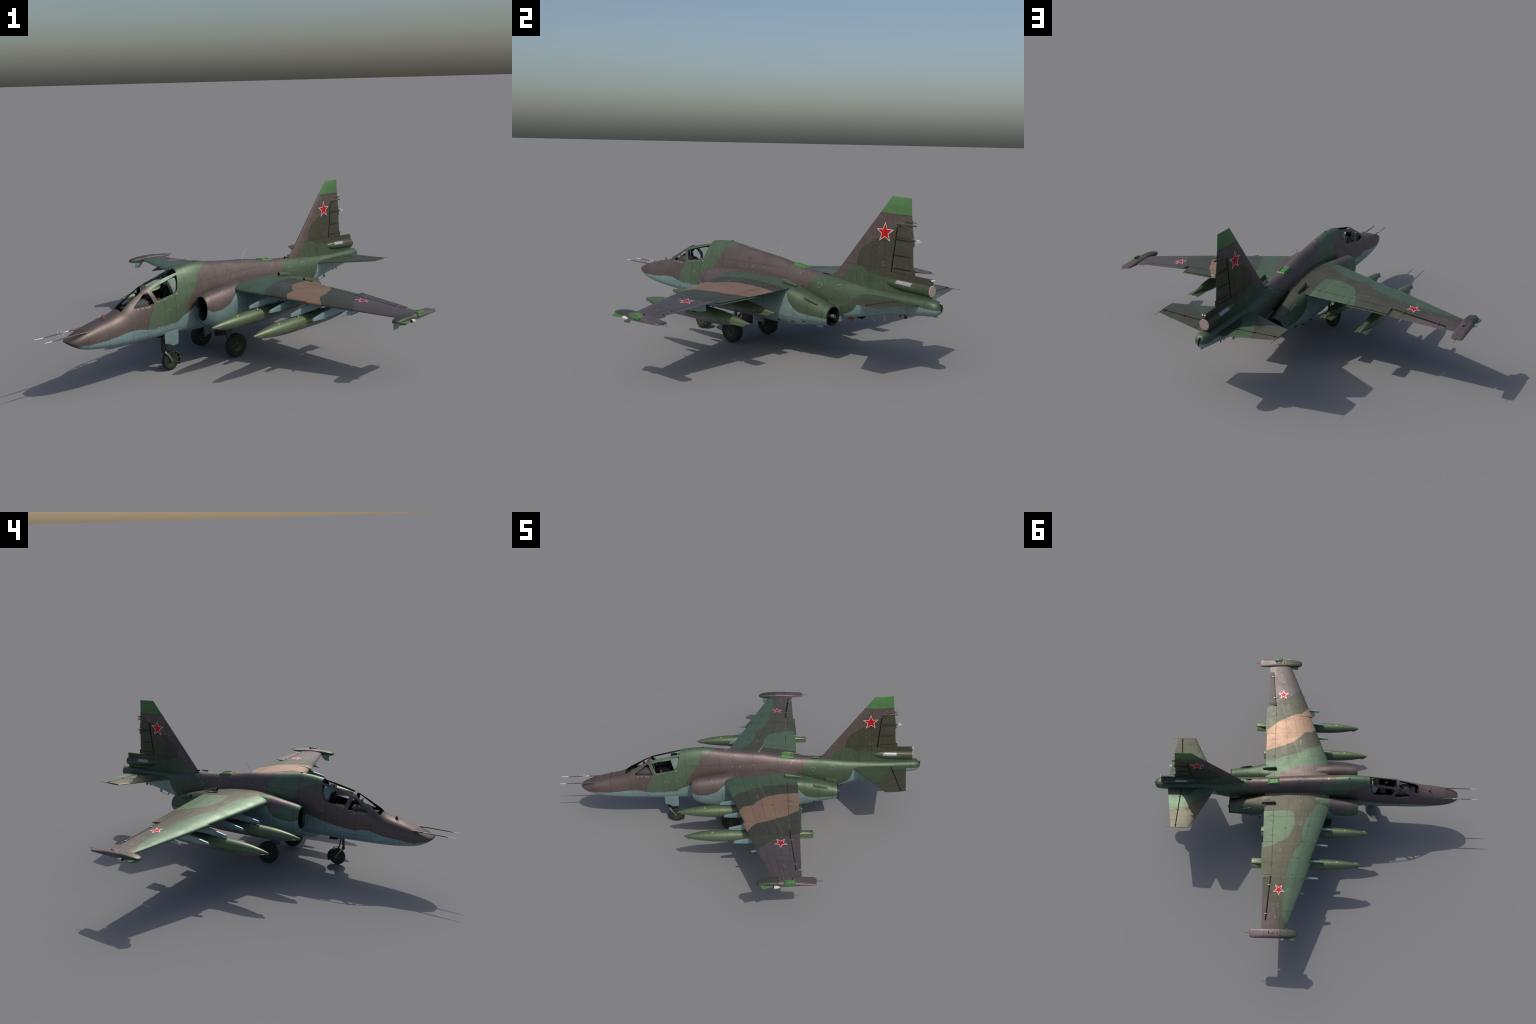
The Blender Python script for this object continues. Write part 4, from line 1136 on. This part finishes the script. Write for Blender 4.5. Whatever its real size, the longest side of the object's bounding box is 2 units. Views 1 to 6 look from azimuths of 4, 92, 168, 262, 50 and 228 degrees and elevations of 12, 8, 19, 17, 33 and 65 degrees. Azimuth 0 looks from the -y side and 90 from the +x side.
# ------------------------------------------------------------------ TAILPLANE
for s in (1, -1):
    def sp(y, xle, x, te, up, thick):
        c = xle - te; u = min(1, max(0, (xle - x) / c)); hh = airfoil(u, thick)[0] * c
        z = .3755 + (y - .044) * (.4045 - .3755) / (.359 - .044) + (.378 - .3755) * u * (1 - (y - .044) / .315) - .002 * u
        return z + (hh if up else -hh)
    SLE = lambda y: -.583 - (y - .044) * (.747 - .583) / (.358 - .044)
    STE = lambda y: -.925 + (y - .056) * (.925 - .8775) / (.356 - .056)
    SHI = lambda y: -.8235 - (y - .05) * (.8415 - .8235) / .30

    def st_ring(y, front, rear, k=18):
        us = [(1 - cos(pi / 2 * i / k)) for i in range(k + 1)]
        xs_ = [front - (front - rear) * u for u in us]
        up = [(x, y * s, sp(y, SLE(y), x, STE(y), True, .07)) for x in xs_]
        lo = [(x, y * s, sp(y, SLE(y), x, STE(y), False, .07) - .0004) for x in reversed(xs_)]
        return up + (lo[:-1] if front >= SLE(y) - 1e-6 else lo)

    def st_mesh(name, spec):
        rings = [st_ring(*q) for q in spec]; n = len(rings[0]); v, f = loft_data(rings)
        fm = [1 if 19 <= j <= n - 3 else 0 for i in range(len(rings) - 1) for j in range(n)] + [0, 0]
        return make_mesh(name, v, f, mats=[M_STAB[s], M_BLUE], face_mats=fm, angle=40)
    stab = add("tailplane", st_mesh("tailplane", [(y, SLE(y), SHI(y)) for y in (.02, .10, .18, .26, .34, .352)] + [(.357, SLE(.357) - .006, SHI(.357))]
                                    if 0 else [(y, SLE(y), SHI(y)) for y in (.02, .10, .18, .26, .34, .357)]))
    add("elevator", st_mesh("elevator", [(y, SHI(y) - .0075, STE(y)) for y in (.045, .10)]), stab)
    add("elevator", st_mesh("elevator", [(y, SHI(y) - .0075, STE(y)) for y in (.102, .18, .26, .355)]), stab)
    cove = []
    for y in (.045, .15, .25, .3555):
        h = SHI(y); c = (sp(y, SLE(y), h, STE(y), True, .07) + sp(y, SLE(y), h, STE(y), False, .07)) / 2; t = (sp(y, SLE(y), h, STE(y), True, .07) - c) * .7
        cove.append([(h + .004, y * s, c + t), (h - .011, y * s, c + t * .7), (h - .011, y * s, c - t * .7), (h + .004, y * s, c - t)])
    add("hinge_cove", loft("hinge_cove", cove, mats=[M_BLACK]), stab)
    for y in (.11, .215, .335):
        add("elevator_hinge", box("elevator_hinge", (SHI(y) - .006, y * s, sp(y, SLE(y), SHI(y), STE(y), True, .07) + .0005), (.018, .003, .004), .0008, mats=[M_DARK]), stab)
    add("static_wick", tube("static_wick", [((-.875, .354 * s, .4015), .001), ((-.910, .354 * s, .4005), .0006), ((-.912, .354 * s, .4005), .0015), ((-.916, .354 * s, .4005), .001)], 6, mats=[M_DARK]), stab)

# tail cone fittings and ventral bits
add("tail_slot", box("tail_slot", (-1.0185, 0, .368), (.012, .008, .036), .002, mats=[M_BLACK]))
add("tail_lamp", tube("tail_lamp", [((-1.012, 0, .392), .004), ((-1.022, 0, .389), .0045), ((-1.026, 0, .387), .002)], 10, mats=[M_STEEL]))
add("tail_skid", box("tail_skid", (-.992, 0, .327), (.022, .010, .012), .002, mats=[M_BLUE]))
for x0, p in [(-.795, 1), (-.825, -1)]:
    add("ventral_blade", prism("ventral_blade", [(x0 + .012, .312), (x0 - .010, .306), (x0 - .004 * p, .287), (x0 + .006 * p, .288)], 'y', -.0015, .0015, .0004, mats=[M_RED]))
add("ventral_blade", prism("ventral_blade", [(-.485, .245), (-.525, .252), (-.518, .226), (-.495, .224)], 'y', .010, .013, .0005, mats=[M_RED]))
add("ventral_loop", join_meshes("ventral_loop", [prism("a", [(-.626, .272), (-.637, .272), (-.649, .244), (-.642, .243)], 'y', -.003, .003), prism("b", [(-.694, .286), (-.708, .289), (-.712, .256), (-.697, .2545)], 'y', -.003, .003),
                                                 tube("c", [((-.643, 0, .2445), .0012), ((-.705, 0, .2565), .0012)], 6)], [M_BLUE]))
add("belly_lamp", lathe("belly_lamp", [(-.006, .004), (0, .011), (.006, .004)], 'x', 16, mats=[M_BLACK]), loc=(-.565, 0, .252))

# ------------------------------------------------------------------ LANDING GEAR
def wheel(name, R, W, rim_r, loc, parent=None, face=1):
    w = W / 2
    prof = [(-w * .55, rim_r), (-w * .86, rim_r + .004), (-w * 1.0, (R + rim_r) / 2), (-w * .93, R * .88), (-w * .70, R * .965), (-w * .35, R * .996), (0, R), (w * .35, R * .996), (w * .70, R * .965),
            (w * .93, R * .88), (w * 1.0, (R + rim_r) / 2), (w * .86, rim_r + .004), (w * .55, rim_r)]
    t = add(name, lathe("tyre", prof, 'y', 56, closed=True, mats=[M_RUBBER]), parent, loc=loc)
    rp = [(-w * .6, .0005), (-w * .6, rim_r * .35), (-w * .45, rim_r * .4), (-w * .35, rim_r * .8), (-w * .75, rim_r * .92), (-w * .78, rim_r + .001), (w * .78, rim_r + .001), (w * .75, rim_r * .92), (w * .5, rim_r * .86),
          (w * .42, rim_r * .70), (w * .55, rim_r * .62), (w * .55, rim_r * .50), (w * .40, rim_r * .45), (w * .45, rim_r * .26), (w * .80, rim_r * .22), (w * .80, .0005)]
    rp = [(a * face, r) for a, r in rp]
    add("wheel_rim", lathe("wheel_rim", rp, 'y', 40, mats=[M_RIM]), t)
    bolts = [lathe("bolt", [(-.001, .0015), (.0015, .0015), (.0015, .0002)], 'y', 6) for _ in range(8)]
    for i, m in enumerate(bolts): m.transform(Matrix.Translation((rim_r * .58 * cos(i * pi / 4), w * .56 * face, rim_r * .58 * sin(i * pi / 4))))
    add("rim_bolt", join_meshes("rim_bolt", bolts, [M_DARK]), t)
    return t


for s in (1, -1):
    leg = add("main_gear_leg", tube("main_gear_leg", [((.245, .112 * s, .205), .010), ((.240, .112 * s, .145), .0085), ((.238, .112 * s, .142), .0065), ((.232, .112 * s, .085), .0065), ((.230, .113 * s, .066), .009), ((.230, .118 * s, .062), .007)], 16, mats=[M_STRUT]))
    add("axle", tube("axle", [((.230, .108 * s, .0665), .008), ((.230, .150 * s, .0665), .008)], 14, mats=[M_STRUT]), leg)
    add("torque_link", join_meshes("torque_link", [tube("a", [((.250, .112 * s, .15), .003), ((.268, .112 * s, .115), .003), ((.244, .112 * s, .08), .003)], 6)], [M_DARK]), leg)
    add("drag_strut", tube("drag_strut", [((.236, .105 * s, .125), .0045), ((.18, .10 * s, .20), .0045)], 8, mats=[M_DARK]), leg)
    wheel("main_wheel", .0665, .054, .0315, (.230, .147 * s, .0665), leg, face=s)
dr = add("gear_door", prism("gear_door", rounded([(.195, .19), (.272, .19), (.272, .094), (.268, .090), (.195, .085)], .003), 'y', -.0695, -.0665, .0008, mats=[M_BLUE]))
dl = add("gear_door", prism("gear_door", rounded([(.186, .19), (.277, .19), (.277, .104), (.190, .089)], .003), 'y', .024, .027, .0008, mats=[M_DARK]))

# nose gear: offset to the left, levered leg, half-fork and mud guard
yn = .030
leg = add("nose_gear_leg", tube("nose_gear_leg", [((.650, .024, .215), .009), ((.650, .024, .178), .009), ((.652, .024, .172), .007), ((.652, .026, .128), .007), ((.650, .027, .112), .010), ((.647, .027, .104), .008)], 14, mats=[M_DARK]))
nw = wheel("nose_wheel", .0510, .032, .0265, (.608, yn, .0510), leg, face=1)
for q in (1, -1):
    add("fork_arm", tube("fork_arm", [((.647, yn + .008 * q, .108), .006), ((.636, yn + .0175 * q, .094), .0055), ((.622, yn + .0205 * q, .075), .005), ((.608, yn + .0205 * q, .051), .006), ((.607, yn + .0205 * q, .050), .004)], 10, mats=[M_STEEL]), leg)
add("shock_absorber", tube("shock_absorber", [((.640, .018, .175), .004), ((.628, .02, .125), .004), ((.622, .022, .106), .003)], 8, mats=[M_DARK]), leg)
add("brake_cable", tube("brake_cable", [((.640, .026, .17), .0012), ((.628, .034, .14), .0012), ((.615, .034, .11), .0012), ((.612, .028, .103), .0012)], 5, mats=[M_DARK]), leg)
# mud guard: slotted arc behind the wheel
gu = []
for q in (1, -1):
    yy = yn + .0215 * q
    arc = [((.608 + .0535 * cos(a), yy, .051 + .0535 * sin(a)), .0019) for a in [radians(v) for v in range(85, 206, 10)]]
    gu.append(tube("a", arc, 6))
    for a in (95, 130, 165, 200):
        gu.append(tube("s", [((.608 + .006 * cos(radians(a)), yy, .051 + .006 * sin(radians(a))), .0016), ((.608 + .0535 * cos(radians(a)), yy, .051 + .0535 * sin(radians(a))), .0019)], 6))
arcv = []
for a in range(120, 211, 6):
    r0 = .0545; arcv.append((radians(a), r0))
v = []; f = []
for i, (a, r) in enumerate(arcv):
    for rr in (r, r + .0018):
        for yy in (yn - .022, yn + .022): v.append((.608 + rr * cos(a), yy, .051 + rr * sin(a)))
for i in range(len(arcv) - 1):
    p = 4 * i; q = p + 4
    f += [(p, p + 1, q + 1, q), (p + 2, q + 2, q + 3, p + 3), (p, q, q + 2, p + 2), (p + 1, p + 3, q + 3, q + 1)]
f += [(0, 2, 3, 1), (4 * len(arcv) - 4, 4 * len(arcv) - 3, 4 * len(arcv) - 1, 4 * len(arcv) - 2)]
gu.append(make_mesh("g", v, f))
for a in range(125, 211, 12):
    r0 = .0560; gu.append(box("tooth", (.608 + r0 * cos(radians(a)), yn, .051 + r0 * sin(radians(a))), (.004, .044, .004), .0006))
add("mud_guard", join_meshes("mud_guard", gu, [M_GUARD]), leg)
add("gear_door", prism("gear_door", rounded([(.6665, .225), (.574, .225), (.578, .1465), (.612, .1435), (.650, .1625), (.6665, .164)], .003), 'y', .0685, .0715, .0008, mats=[M_BLUE]))
add("gear_door", prism("gear_door", rounded([(.60, .206), (.655, .206), (.655, .198), (.60, .192)], .002), 'y', -.06, -.02, .0008, mats=[M_DARK]))

bpy.context.view_layer.update()
